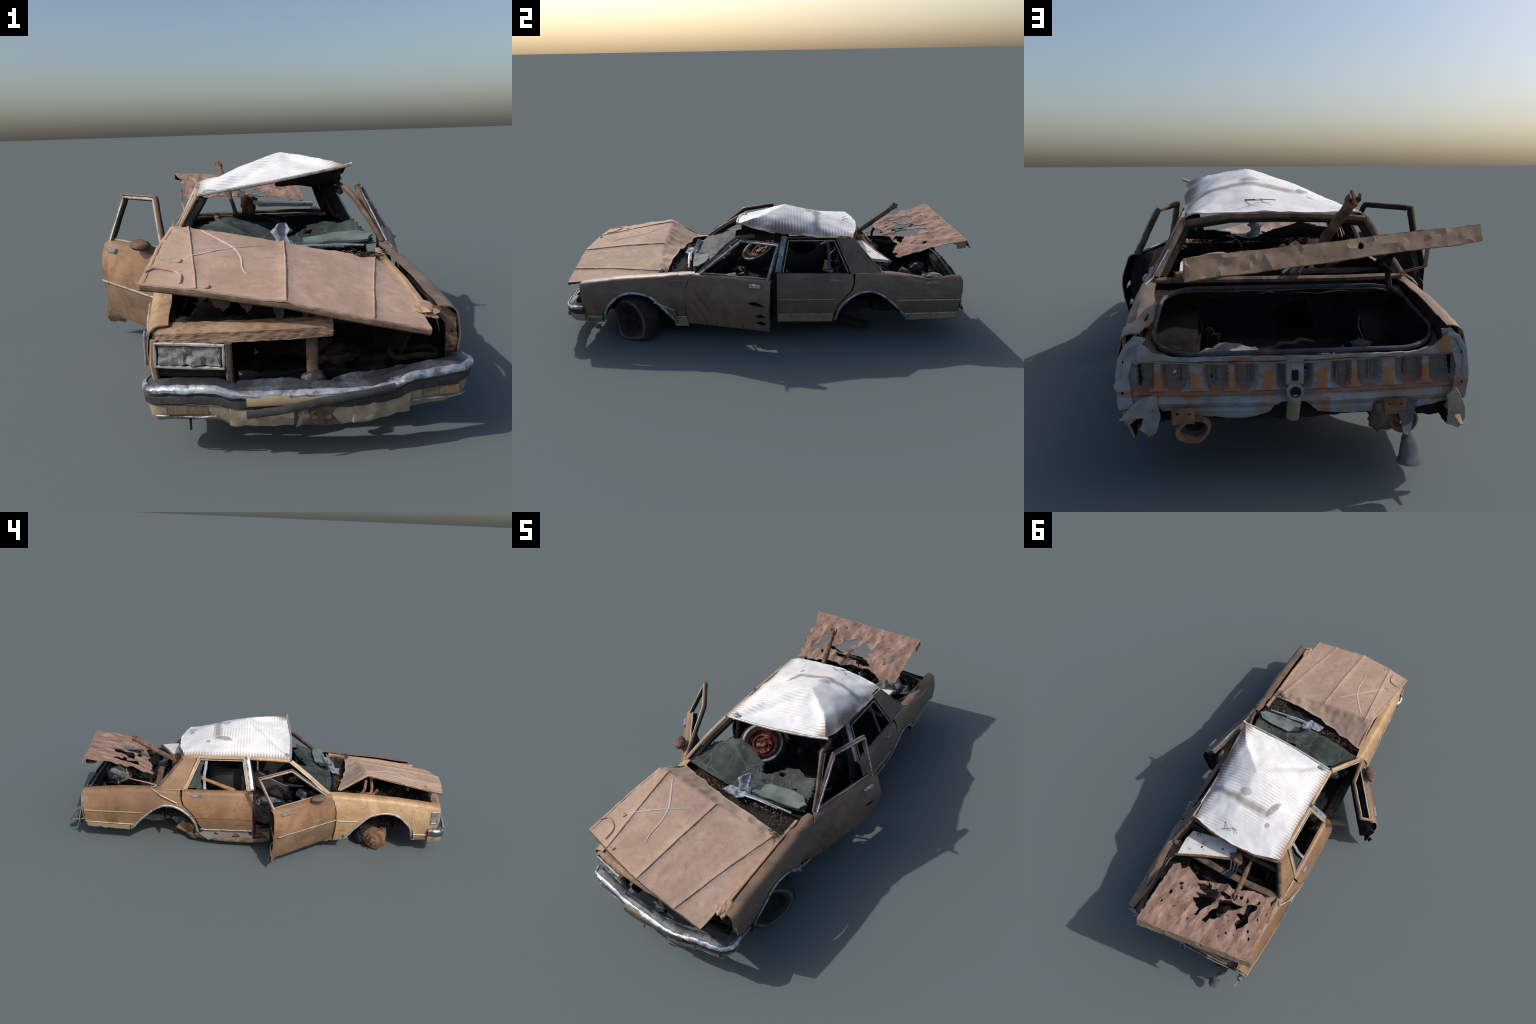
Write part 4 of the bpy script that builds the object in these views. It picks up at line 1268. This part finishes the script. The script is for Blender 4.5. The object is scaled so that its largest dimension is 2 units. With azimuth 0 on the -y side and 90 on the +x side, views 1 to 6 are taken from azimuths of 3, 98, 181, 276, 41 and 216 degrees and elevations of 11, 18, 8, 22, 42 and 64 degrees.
sweep("deck_front_rail", [(-.30, .518, .328), (-.15, .534, .328), (0, .540, .328), (.15, .534, .328), (.30, .518, .326)], .030, .014, (0, 0, 1), "brown_steel", wob=.003)
sweep("seat_back_rail", [(-.27, .405, .322), (0, .412, .326), (.27, .405, .322)], .020, .016, (0, 0, 1), "brown_steel", wob=.004)


def wheel(name, centre, axis, rt, rr, wd, rubber, wall, rim_mat, parent=None, flat=None):
    ax = Vector(axis).normalized()
    q = ax.to_track_quat('Z', 'Y')
    mt = Matrix.Translation(Vector(centre)) @ q.to_matrix().to_4x4()
    h = wd / 2
    e = bpy.data.objects.new(name, None)
    bpy.context.collection.objects.link(e)
    e.parent = parent or root
    prof = [(rr, -h * .7), (rr * 1.1, -h * .95), ((rr + rt) / 2, -h * 1.05), (rt * .96, -h * .8), (rt, -h * .5), (rt, h * .5), (rt * .96, h * .8), ((rr + rt) / 2 + (rt - rr) * .18, h * 1.02),
            ((rr + rt) / 2 - (rt - rr) * .05, h * 1.06), (rr * 1.1, h * .95), (rr, h * .7)]
    tyre = lathe("tyre", prof, [rubber, wall], mt, e, 56, [0, 0, 0, 0, 0, 0, 0, 1, 0, 0], deform=flat)
    rp = [(.0, h * .62), (rr * .25, h * .64), (rr * .3, h * .45), (rr * .55, h * .42), (rr * .62, h * .62), (rr * .74, h * .62), (rr * .80, h * .42), (rr * .92, h * .7), (rr * 1.05, h * .95), (rr * 1.08, h * .9), (rr, h * .3), (rr, -h * .9), (rr * .9, -h * .9), (rr * .9, -h * .1), (0, -h * .1)]
    rim = lathe("rim", rp, [rim_mat], mt, e, 40)
    for i in range(5):
        a = i * 2 * math.pi / 5
        c = mt @ Vector((rr * .42 * math.cos(a), rr * .42 * math.sin(a), h * .44))
        c2 = mt @ Vector((rr * .42 * math.cos(a), rr * .42 * math.sin(a), h * .62))
        tube("wheel_nut", [c, c2], rr * .07, rim_mat, e, seg=6)
    return e


def flatten(p):
    q = Vector(p)
    if q.z < .050:       # no air: the tread lies flat and the wall bulges out
        k = (.050 - q.z)
        q.x += .40 * k
        q.y += .50 * k * (1 if q.y > -.64 else -1) * min(1, abs(q.y + .64) / .03)
        q.z = .050 - k * .84
    q.z = max(.0012, q.z)
    return q


ang = math.radians(34)
wheel("front_wheel", (.292, -.640, .103), (math.cos(ang), -math.sin(ang), -.06), .118, .066, .094, "rubber", "greywall", "char", flat=flatten)
wheel("spare_wheel", (-.115, -.045, .285), (.25, -.42, .87), .108, .064, .075, "rubber", "whitewall", "red_rim")
wheel("loose_tyre_wheel", (-.03, .182, .285), (.15, -.05, .97), .104, .060, .125, "rubber", "rubber", "soot")
lump("seat_rubble", (-.13, -.03, .20), (.10, .10, .05), "bag", amp=.3, seed=5)
tube("wooden_pole", [(-.17, .36, .345), (-.16, .25, .30), (-.15, .13, .250)], lambda t: .010 if t < .6 else .013, "wood", rough=.2)
jk = []
for i in range(26):
    c = (R.uniform(-.25, .22), R.uniform(.10, .36) if i % 2 else R.uniform(-.2, .1), R.uniform(.14, .24))
    jk.append(lump("scrap", c, (R.uniform(.01, .035), R.uniform(.015, .04), R.uniform(.01, .025)), R.choice(["wood", "char", "soot", "bag", "brown_steel"]), amp=.6, seed=i * 1.7, sub=2))
for i in range(18):
    c = (R.uniform(-.27, .27), R.uniform(.56, .86), R.uniform(.17, .20))
    jk.append(lump("scrap", c, (R.uniform(.015, .04), R.uniform(.015, .04), R.uniform(.01, .025)), R.choice(["soot", "char", "soot", "bag"]), amp=.6, seed=i * 2.3 + 40, sub=2))
join("cabin_rubble", jk)
for i in range(8):
    a = R.uniform(-.24, -.05)
    sweep("seat_wire", [(a, R.uniform(-.15, .1), .20), (a + R.uniform(-.06, .06), R.uniform(-.1, .1), .26), (a + R.uniform(-.1, .1), R.uniform(-.1, .1), .22)], .004, .004, (0, 0, 1), R.choice(["brown_steel", "char"]), wob=.01, seed=i)

# white panel lying through the rear window
sheet("white_panel", [(0, 0), (1, 0), (1.02, .5), (1, 1), (0, 1), (-.03, .6)], lambda a, b: Vector((.242, .578, .357)).lerp(Vector((-.022, .466, .385)), a).lerp(Vector((.234, .440, .368)).lerp(Vector((.005, .397, .380)), a), b) + Vector((0, 0, .004 * math.sin(b * 3.1))), "enamel", (0, .2, 1), step=.05, thick=.014, mat_in="char", dent=.002, seed=3,
      holes=[[(.35 + .03 * math.cos(t), .40 + .06 * math.sin(t)) for t in np.linspace(0, 5.5, 9)], [(.75 + .03 * math.cos(t), .45 + .06 * math.sin(t)) for t in np.linspace(0, 5.5, 9)]], hole_rag=.01)
sweep("white_panel_rim", [(.250, .582, .350), (.11, .524, .366), (-.024, .474, .380)], .012, .014, (0, 0, 1), "rust", wob=.003)
for i in range(3):
    tube("cable", [(-.02 - .02 * i, .49, .40), (-.03 - .015 * i, .52, .36), (.0 - .02 * i, .56, .345)], .004, "seal", seg=8)
lump("cloth_scrap", (-.03, .46, .365), (.03, .03, .05), "rust", amp=.5, seed=4, sub=3)

# ------------------------------------------------------------------ propeller shaft poking out of the rear window
sh = [Vector((-.075, .30, .292)), Vector((-.100, .43, .377)), Vector((-.115, .50, .422)), Vector((-.140, .61, .493)), Vector((-.148, .648, .519))]
shaft = tube("propeller_shaft", spline(sh, 6), lambda t: .008 if t < .40 else (.008 + (t - .40) * .05 if t < .5 else (.013 if t < .9 else .013 - (t - .9) * .03)), "brown_steel", rough=.15, seg=20)
jt = (Vector(sh[-1]) - Vector(sh[-2])).normalized()
jm = Matrix.Translation(Vector(sh[-1])) @ jt.to_track_quat('Z', 'Y').to_matrix().to_4x4()
lathe("joint_yoke", [(.010, -.008), (.014, -.003), (.017, .006), (.015, .013), (.010, .013), (.008, .0)], ["rust"], jm, shaft, 20)
for sx in (-1, 1):
    sweep("yoke_ear", [jm @ Vector((sx * .013, 0, .008)), jm @ Vector((sx * .015, 0, .020)), jm @ Vector((sx * .011, 0, .030))], .013, .006, jm.to_3x3() @ Vector((1, 0, 0)), "brown_steel", shaft)
    sweep("joint_cross", [jm @ Vector((0, 0, .018)), jm @ Vector((0, sx * .019, .020))], .009, .009, jt, "rust", shaft)

# ------------------------------------------------------------------ boot lid: rusted through
LR, LL = Vector((.207, .946, .441)), Vector((-.366, .866, .489))      # rear edge, shaded side / sunny side
LF, LG = Vector((.226, .628, .366)), Vector((-.293, .536, .392))      # front edge


def lid_map(a, b):
    """a: 0 shaded side .. 1 sunny side; b: 0 front .. 1 rear."""
    p = LF.lerp(LG, a).lerp(LR.lerp(LL, a), b)
    p.z += .010 * math.sin(math.pi * min(1, max(0, b)) ** .8) - .03 * max(0, a) ** 2 * max(0, b) * max(0, 1 - b) ** 2
    g = 1 - abs(b - .35)
    p.z += .012 * g * noise.noise(Vector((a * 6, b * 5, 4.2))) + .007 * min(1, 4 * max(0, 1 - b)) * noise.noise(Vector((a * 17, b * 4, 7.7))) + .003 * min(1, 5 * max(0, 1 - b)) * noise.noise(Vector((a * 16, b * 14, 1)))
    return p


lid_out = [(0, .02), (.05, -.04), (.09, .05), (.14, -.02), (.22, .06), (.30, .14), (.36, .12), (.46, .10), (.55, .06), (.62, .10), (.68, .10), (.76, .05), (.84, .04), (.92, .06), (.985, .02), (1.0, .03),
           (.975, .12), (1.0, .22), (.965, .32), (.985, .42), (.955, .50), (.985, .56), (.96, .66), (.95, .74), (.97, .82), (.99, 1.0), (0, 1.0), (-.002, .5)]
lid_holes = [
    [(.30, .22), (.36, .20), (.44, .24), (.50, .26), (.50, .36), (.47, .46), (.44, .52), (.43, .60), (.40, .62), (.41, .52), (.36, .46), (.33, .42), (.38, .40), (.34, .34), (.42, .34), (.36, .29)],
    [(.52, .20), (.58, .19), (.66, .26), (.60, .28), (.55, .26)],
    [(.55, .36), (.62, .33), (.73, .36), (.64, .46), (.61, .56), (.55, .62), (.53, .68), (.50, .66), (.53, .52), (.57, .46)],
    [(.80, .30), (.86, .27), (.87, .31), (.83, .40), (.84, .50), (.81, .58), (.79, .62), (.76, .56), (.78, .50), (.74, .44), (.79, .42)],
    [(.70, .18), (.73, .16), (.735, .21), (.71, .22)], [(.77, .16), (.79, .20), (.785, .25), (.765, .22)], [(.87, .17), (.89, .15), (.885, .22), (.865, .22)],
    [(.155, .28), (.18, .26), (.19, .30), (.165, .32)], [(.175, .32), (.20, .31), (.205, .37), (.185, .38)],
    [(.38, .13), (.43, .15), (.44, .20), (.39, .18)], [(.47, .19), (.50, .18), (.49, .22)], [(.27, .46), (.285, .46), (.28, .48)], [(.23, .56), (.245, .55), (.24, .58)],
    [(.61, .74), (.63, .73), (.63, .76)], [(.76, .74), (.785, .74), (.78, .77)], [(.30, .20), (.34, .16), (.36, .18), (.33, .21)], [(.66, .66), (.68, .65), (.675, .68)]]
def widen(h, k=1.22):
    cx, cy = (sum(p[i] for p in h) / len(h) for i in (0, 1))
    return [(cx + (p[0] - cx) * k, cy + (p[1] - cy) * k) for p in h]


lid_holes = [widen(h) if len(h) > 8 else h for h in lid_holes]
def clear(c, r):
    return all(min(math.hypot(p[0] - c[0], p[1] - c[1]) for p in h) > r + .03 and not inside(h, np.array([c]))[0] for h in lid_holes)


RL = random.Random(5)
for _ in range(90):
    c = (RL.uniform(.08, .93), RL.uniform(.14, .86) ** 1.3)
    L, w = RL.uniform(.02, .07), RL.uniform(.008, .016)
    if c[1] > .15 and clear(c, L * .8) and (c[0] > .3 or RL.random() < .3):
        lid_holes.append([(c[0] - w, c[1] - L * .5), (c[0] + w * .4, c[1] - L * .7), (c[0] + w, c[1] + L * .2), (c[0] + w * .2, c[1] + L * .7), (c[0] - w * .8, c[1] + L * .3)])
# build in metres so that the mesh is even
W_, D_ = .57, .34
lid = sheet("boot_lid", [(a * W_, b * D_) for a, b in lid_out], lambda x, y: lid_map(x / W_, y / D_), "lid_rust", (0, -.2, 1), holes=[[(a * W_, b * D_) for a, b in h] for h in lid_holes],
            step=.0075, thick=.003, mat_in="brown_steel", rag=.005, hole_rag=.006, dent=.0022, dfreq=26, seed=7)


def flange_map(x, y):
    a = x / W_
    p = lid_map(a, 1.0)
    return p + Vector((0, .018 * y / .036, -y)) + Vector((0, .004, 0)) + .0008 * noise.noise_vector(Vector((a * 40, y * 60, 2)))


sheet("boot_lid_rear_flange", [(0, 0), (.985 * W_, 0), (.985 * W_, .030), (0, .038)], flange_map, "header_tan", (0, 1, 0), step=.009, thick=.006, mat_in="char", dent=.0022, dfreq=60, seed=9, angle=12, parent=lid,
      holes=[[(.32 + .006 * math.cos(t), .014 + .006 * math.sin(t)) for t in np.linspace(0, 5.6, 9)]], hole_rag=.001)
sheet("boot_lid_end", [(0, 0), (.05, 0), (.045, .034), (0, .036)], lambda x, y: lid_map(0, 1 - x / D_) + Vector((.003, 0, -y)), "header_tan", (1, 0, 0), step=.01, thick=.004, dent=.002, parent=lid)
# torn edge strip still hanging on along the sunny side, and inner bracing
sweep("lid_edge_strip", [lid_map(.99, .42) + Vector((-.004, 0, -.012)), Vector((-.320, .66, .372)), Vector((-.306, .58, .350)), Vector((-.302, .53, .336))], .010, .005, (0, 0, 1), "lid_rust", lid, wob=.003)
sweep("lid_brace", [lid_map(.05, .93) + Vector((0, 0, -.02)), lid_map(.95, .93) + Vector((0, 0, -.02))], .05, .02, (0, 0, 1), "char", lid, wob=.003)
for a in (.92,):
    st = lid_map(a, .12) + Vector((0, 0, -.01))
    sweep("lid_hinge_arm", spline([st, st + Vector((0, -.02, -.05)), st + Vector((0, .0, -.10)), st + Vector((0, -.06, -.13))], 6), .012, .014, (1, 0, 0), "char", lid)
sweep("lid_torn_bracing", [lid_map(.80, .90) + Vector((0, 0, -.02)), lid_map(.72, .6) + Vector((0, 0, -.05)), lid_map(.9, .2) + Vector((0, 0, -.06))], .02, .006, (0, 0, 1), "char", lid, wob=.012)

# ------------------------------------------------------------------ boot well and tail
def rrect(u, v0, v1, r, n=8):
    out = []
    for cx, cy, a0 in ((u - r, v1 - r, 0), (-u + r, v1 - r, 90), (-u + r, v0 + r, 180), (u - r, v0 + r, 270)):
        for i in range(n + 1):
            a = math.radians(a0 + 90 * i / n)
            out.append((cx + r * math.cos(a), cy + r * math.sin(a)))
    return out


DECK = [(.50, .314), (.56, .306), (.65, .290), (.75, .281), (.82, .274), (.86, .259), (.91, .249), (.93, .246)]


def deck_z(u, v):
    return interp(v, DECK) - .010 * max(0, u) / .3 * math.exp(-((v - .745) / .10) ** 2)


opening = [(u, v + (.016 * (1 - (u / .29) ** 2) if v > .8 else 0)) for u, v in rrect(.286, .545, .893, .085)]
sheet("boot_surround", [(-.310, .53), (.316, .53), (.316, .7), (.302, .907), (.15, .923), (0, .928), (-.15, .922), (-.290, .907), (-.308, .7)], lambda a, b: (a, b, deck_z(a, b) - .004), "lid_rust", (0, 0, 1), holes=[opening], hole_rag=0, step=.012, dent=.003, seed=3, mat_in="char")
sweep("boot_seal", [(a * .985, (b - .72) * .985 + .72, deck_z(a, b) + .003) for a, b in opening], .008, .009, (0, 0, 1), "seal", closed=True, wob=.001)


for s_ in (-1, 1):
    # step from the quarter's top edge down into the rain gutter
    gp = [.53, .60, .68, .76, .84, .89]
    gu = [abs(Vector(body(s_, v, over(v, .013))).x - MID) for v in gp]
    sheet("gutter_wall", [(.53, 0), (.895, 0), (.895, 1), (.53, 1)], lambda v, q, s_=s_: (MID + s_ * (float(np.interp(v, gp, gu)) + .001), v, (belt(v) + .0 - (.030 * math.exp(-((v - .745) / .13) ** 2) if s_ > 0 else 0)) * q + (deck_z(s_ * .3, v) - .006) * (1 - q)), "char", (-s_, 0, 0), step=.04, thick=.003, dent=.002, seed=3)
    sheet("boot_side_wall", [(.45, .252), (.56, .252), (.64, .20), (.67, .10), (.88, .10), (.88, .235), (.80, .29), (.45, .305)], lambda v, z, s_=s_: (s_ * .300, v, z), "soot", (-s_, 0, 0), step=.03, dent=.006, mat_in="char", seed=6 + s_, rag=.002)
sheet("boot_floor", [(-.19, .48), (.19, .48), (.19, .64), (.298, .66), (.298, .885), (.15, .90), (-.15, .90), (-.298, .885), (-.298, .66), (-.19, .64)], lambda a, b: (a, b, .168 + .022 * noise.noise(Vector((a * 12, b * 12, 6))) + .010 * noise.noise(Vector((a * 34, b * 34, 2)))), "soot", (0, 0, 1), step=.016, dent=.006, mat_in="char", seed=6)
sheet("boot_bulkhead", [(-.30, .12), (.30, .12), (.30, .31), (-.30, .31)], lambda a, z: (a, .50 + .15 * (.31 - z) * 0 + .02 * noise.noise(Vector((a * 9, z * 9, 3))), z), "soot", (0, 1, 0), step=.03, dent=.006, mat_in="soot", seed=3,
      holes=[[(-.09, .19), (.0, .17), (.02, .25), (-.06, .27)]], hole_rag=.008)
sheet("parcel_shelf", [(-.29, .405), (.29, .405), (.295, .52), (-.295, .52)], lambda a, b: (a, b, .288 + .010 * noise.noise(Vector((a * 16, b * 16, 3)))), "char", (0, 0, 1), step=.02, dent=.005, seed=5, rag=.004, holes=[[(-.22, .425), (-.08, .425), (-.09, .48), (-.20, .485)]], hole_rag=.008)
lump("crumpled_bag", (.13, .815, .205), (.070, .065, .040), "sack", amp=.28, seed=7, freq=4)
for i, (a, b, h) in enumerate(((-.06, .86, .05), (-.10, .84, .075), (.0, .87, .035))):
    sheet("boot_shard", [(-.02, 0), (.025, 0), (.012, h * .6), (.004, h), (-.012, h * .5)], lambda x, y, a=a, b=b: (a + x, b + .5 * x, .175 + y), "bag", (0, 1, 0), step=.008, rag=.003, dent=.004, seed=i + 2)


def bow(u):
    return .020 * max(0, 1 - (u / .33) ** 2)


def tail_depth(u, z):
    """Pressed tail panel: upper lip, recessed field, stepped lower rail."""
    au = abs(u)
    d = interp(z, [(.112, .878), (.145, .892), (.152, .886), (.157, .897), (.166, .897), (.170, .889), (.180, .897), (.188, .880), (.200, .866), (.232, .866), (.238, .888), (.243, .906), (.256, .909), (.290, .905)])
    if au > .305:
        d = d * .4 + .9 * .6
    c = math.exp(-((u - .01) / .03) ** 2)
    return d - .004 * c + bow(u)


tail_out = [(-.318, .150), (-.265, .140), (-.20, .132), (-.10, .128), (-.035, .138), (-.012, .160), (.036, .160), (.06, .138), (.10, .128), (.18, .132), (.24, .146), (.326, .152), (.332, .20), (.322, .272), (.298, .284), (.272, .262), (.24, .253), (-.225, .252), (-.258, .262), (-.285, .284), (-.312, .272), (-.322, .20)]
tail = sheet("tail_panel", tail_out, lambda u, z: (u, tail_depth(u, z), z), "primer", (0, 1, 0), step=.0065, thick=.004, dent=.0022, dfreq=24, seed=5, rag=.0022, angle=30,
             holes=[[(x + .004 * math.cos(t), z + .004 * math.sin(t)) for t in np.linspace(0, 5.6, 8)] for x, z in ((.165, .205), (-.015, .215), (.235, .212))], hole_rag=.0004)
for u, w in ((.265, .012), (.193, .020), (.128, .011), (.060, .025), (-.042, .025), (-.105, .011), (-.172, .020), (-.247, .012)):
    m = 7
    def rmap(x, z, u=u, w=w):
        fl = 1 + .9 * max(0, (.196 - z) / .016) ** 2
        e = min(1, (w - abs(x)) / (.35 * w))
        return (u + x * fl, max(tail_depth(u, z) + .001, bow(u) + .866 + (.893 - .866) * max(0, e)), z)
    sheet("panel_rib", [(-w, .184), (w, .184), (w, .238), (-w, .238)], lambda x, z, f=rmap: f(x, z), "rib", (0, 1, 0), step=.005, thick=.002, dent=.001, seed=int(u * 1000), parent=tail, angle=50, origin=(u, 0, 0))
for u in (.226, .160, .094, -.074, -.138, -.21):
    sweep("panel_bead", [(u, .868 + bow(u), .238), (u, .869 + bow(u), .210), (u, .872 + bow(u), .190)], .005, .006, (0, 1, 0), "recess", tail)
box("boot_latch_bracket", (.010, .920, .222), (.034, .012, .050), "primer", tail, dent=.001, div=2)
box("boot_latch_dark_plate", (.010, .9275, .216), (.012, .003, .020), "soot", tail)  # dark plate laid on the bracket in place of a cut slot
tube("filler_neck", [(.010, .925, .184), (.011, .920, .165), (.013, .908, .128)], .0125, "cream", seg=20, rough=.08)
tube("filler_neck_collar", [(.010, .933, .186), (.010, .925, .184)], .0165, "grey", seg=20)
lathe("filler_dark_disc", [(.0, 0), (.010, 0), (.010, .002)], ["soot"], Matrix.Translation((.010, .9345, .186)) @ Vector((0, 1, .2)).to_track_quat('Z', 'Y').to_matrix().to_4x4(), tail, 16)  # dark disc on the collar, standing in for its opening
# end plates that carried the tail lamps
for s in (-1, 1):
    ep = [(.285, .268), (.282, .290), (.300, .293), (.320, .274), (.333, .240), (.337, .20), (.333, .160), (.316, .118), (.296, .135), (.308, .175), (.312, .22), (.303, .25)]
    sheet("lamp_end_plate", ep, lambda u, z, s=s: (MID + s * u, .906 - .006 * (z < .15), z), "primer", (0, 1, 0), step=.007, thick=.004, dent=.0025, seed=8 + s, rag=.0012, mat_in="char",
          holes=[[(x + .003 * math.cos(t), z + .003 * math.sin(t)) for t in np.linspace(0, 5.6, 8)] for x, z in ((.322, .245), (.324, .185), (.298, .280))], hole_rag=.0003)
    sweep("lamp_rust_edge", [(MID + s * .292, .909, .282), (MID + s * .312, .910, .276), (MID + s * .326, .909, .250), (MID + s * .331, .908, .215)], .004, .010, (s, 0, .3), "rib", wob=.001)
    box("lamp_side_lens", (MID + s * .318, .900, .280), (.006, .012, .022), "rust")
sheet("tail_lower_lining", [(-.29, .10), (-.15, .112), (0, .108), (.15, .110), (.28, .112), (.28, .17), (-.29, .17)], lambda u, z: (u, .862, z), "char", (0, 1, 0), step=.015, rag=.006, dent=.005, seed=5)
# torn corner metal, bumper mounts, dangling shoe-shaped scrap
sheet("torn_corner_wing", [(.335, .138), (.30, .172), (.268, .180), (.262, .135), (.27, .105), (.283, .098), (.30, .115), (.292, .135)], lambda u, z: (u, .905 + .3 * max(0, u - .28), z), "primer", (0, 1, 0), step=.006, thick=.003, rag=.002, dent=.004, seed=4)
sheet("torn_corner_wing", [(-.318, .12), (-.315, .155), (-.300, .180), (-.285, .165), (-.288, .125), (-.285, .105), (-.305, .100)], lambda u, z: (u, .915 + .35 * max(0, -.27 - u), z), "cream", (0, 1, 0), step=.006, thick=.003, rag=.003, dent=.006, seed=5)
sweep("torn_corner_spike", [(-.30, .895, .135), (-.302, .925, .130), (-.298, .962, .124)], .022, .005, (0, 0, 1), "primer", taper=lambda t: 1 - .75 * t, wob=.003)


def ring_bracket(u, z, r, tw):
    P = []
    for t in np.linspace(0, 2 * math.pi, 22, endpoint=False):
        P.append((u + r * 1.15 * math.cos(t), .905 + .012 * math.cos(t + tw), z + r * .85 * math.sin(t)))
    b = sweep("bumper_mount_ring", P, .008, .034, (0, 1, 0), "rust", closed=True, wob=.003, seed=u)
    sheet("bumper_mount_plate", [(-.02, 0), (.02, 0), (.022, .03), (-.022, .03)], lambda x, y: (u + x + .018, .928, z + r * .7 + y), "rust", (0, 1, 0), step=.006, thick=.005, rag=.001, dent=.001, parent=b,
          holes=[[(xx + .003 * math.cos(t), .02 + .003 * math.sin(t)) for t in np.linspace(0, 5.6, 8)] for xx in (-.011, .011)], hole_rag=0)
    return b


ring_bracket(.200, .112, .024, 0)
ring_bracket(-.200, .118, .022, 1)
sweep("bumper_mount_arm", [(.20, .88, .115), (.20, .75, .125)], .04, .04, (0, 0, 1), "char", wob=.002)
sweep("bumper_mount_arm", [(-.20, .88, .12), (-.20, .75, .125)], .04, .04, (0, 0, 1), "char", wob=.002)
lump("mount_rust_lump", (-.165, .895, .120), (.03, .03, .03), "brown_steel", amp=.5, seed=3, sub=3)
sheet("hanging_strap", [(-.020, .150), (-.075, .150), (-.050, .115), (-.032, .080), (-.022, .070), (-.014, .076), (-.018, .11)], lambda a, z: (-.172 + a * .8, .905 + (.15 - z) * 1.0, .150 - (.150 - z) * .42), "seal", (0, 1, 0), step=.008, thick=.004, rag=.002, dent=.004, seed=8, mat_in="seal")


def scrap_boot(t, a):
    c = Vector((-.194 + .002 * t, .968 + .020 * t, .118 - .048 * t))
    rx = interp(t, [(0, .006), (.25, .013), (.5, .015), (.8, .018), (1, .024)]); ry = interp(t, [(0, .005), (.3, .010), (.7, .013), (1, .017)])
    k = 1 + .12 * noise.noise(Vector((math.cos(a) * 2, math.sin(a) * 2, t * 5)))
    return c + Vector((math.cos(a) * rx * k, math.sin(a) * ry * k + (.010 if math.sin(a) > 0 else 0) * t, 0))


V, F = [], []
for i in range(13):
    for j in range(20):
        V.append(scrap_boot(i / 12, 2 * math.pi * j / 20))
for i in range(12):
    for j in range(20):
        F.append((i * 20 + j, i * 20 + (j + 1) % 20, (i + 1) * 20 + (j + 1) % 20, (i + 1) * 20 + j))
F.append(tuple(range(20))); F.append(tuple(12 * 20 + j for j in range(20))[::-1])
make("hanging_rubber_boot", V, F, "seal", None, None, 30)

# ------------------------------------------------------------------ bare front hub on the sunny side
hubm = Matrix.Translation((-.275, -.605, .066)) @ Vector((-math.cos(ang), math.sin(ang), -.12)).to_track_quat('Z', 'Y').to_matrix().to_4x4()
hub = lathe("brake_disc", [(.0, -.030), (.050, -.030), (.058, -.022), (.058, -.010), (.060, -.008), (.060, .004), (.058, .006), (.035, .008), (.032, .016), (.028, .020), (.016, .021), (.014, .030), (.009, .036), (0, .037)], ["rust"], hubm, None, 40, angle=30)
for i in range(5):
    a = i * 2 * math.pi / 5 + .3
    tube("wheel_stud", [hubm @ Vector((.024 * math.cos(a), .024 * math.sin(a), .018)), hubm @ Vector((.024 * math.cos(a), .024 * math.sin(a), .034))], .0035, "rust", hub, seg=6)
box("brake_caliper", (-.252, -.652, .092), (.032, .030, .05), "brown_steel", hub, rot=(0, .2, .6), dent=.004, div=3)
lump("steering_knuckle", (-.212, -.580, .085), (.034, .050, .050), "char", hub, amp=.35, seed=6)
lump("dust_shield", (-.238, -.585, .072), (.014, .052, .056), "char", hub, amp=.10, seed=8)
sweep("lower_control_arm", [(-.235, -.60, .055), (-.17, -.61, .07), (-.10, -.62, .085)], .05, .022, (0, 0, 1), "char", wob=.003)
sweep("upper_control_arm", [(-.235, -.60, .125), (-.19, -.61, .150)], .04, .02, (0, 0, 1), "char", wob=.003)
tube("coil_spring", [(-.19 + .028 * math.cos(t), -.61 + .028 * math.sin(t), .075 + .011 * t / 1.6) for t in np.linspace(0, 16, 70)], .006, "char", seg=8)
sweep("lower_control_arm", [(.25, -.64, .07), (.17, -.63, .075), (.10, -.62, .085)], .05, .022, (0, 0, 1), "char", wob=.003)
# scratched writing on the sunny front fender
def scrawl(strokes, v0, z0, h):
    obs = []
    for st in strokes:
        P = densify(st, .25, False)
        if len(P) < 2:
            continue
        path = [body(-1, v0 - p[0] * h, z0 + p[1] * h, .0032) for p in P]
        obs.append(sweep("stroke", path, .0018, .0012, (-1, 0, .1), "scratch"))
    return obs


letters = [[(0, 0), (0, 1), (.5, .85), (.45, .6), (0, .5), (.55, .35), (.5, .05), (0, 0)],
           [(.75, 0), (1.0, .9), (1.3, 0)], [(.85, .35), (1.2, .35)],
           [(1.5, .9), (1.5, .2), (1.7, 0), (1.95, .2), (1.95, .9)], [(2.15, .9), (2.8, .95)], [(2.45, .92), (2.42, 0)]]
join("scratched_writing", scrawl(letters, -.775, .188, .020) + scrawl([[(.5, .8), (0, .6), (.1, 0), (.6, .1)], [(.8, 0), (1, .8), (1.3, 0)], [(1.5, 0), (1.5, .8), (1.9, 0), (1.9, .8)], [(2.2, .8), (2.6, .8)]], -.745, .217, .018))

# ------------------------------------------------------------------ plain kind names, without position words
POSITION = {"front", "rear", "lower", "upper", "centre", "side", "inner", "top", "corner", "end"}
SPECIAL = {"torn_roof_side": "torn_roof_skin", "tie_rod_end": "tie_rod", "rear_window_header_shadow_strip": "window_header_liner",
           "yoke_ear": "yoke_ear", "boot_lid_end": "boot_lid_flange", "radiator_top_debris": "radiator_debris"}
for ob in list(bpy.data.objects):
    stem = ob.name.split(".")[0]
    kind = SPECIAL.get(stem) or "_".join(w for w in stem.split("_") if w not in POSITION)
    if kind and kind != stem:
        ob.name = kind
        if ob.data:
            ob.data.name = kind
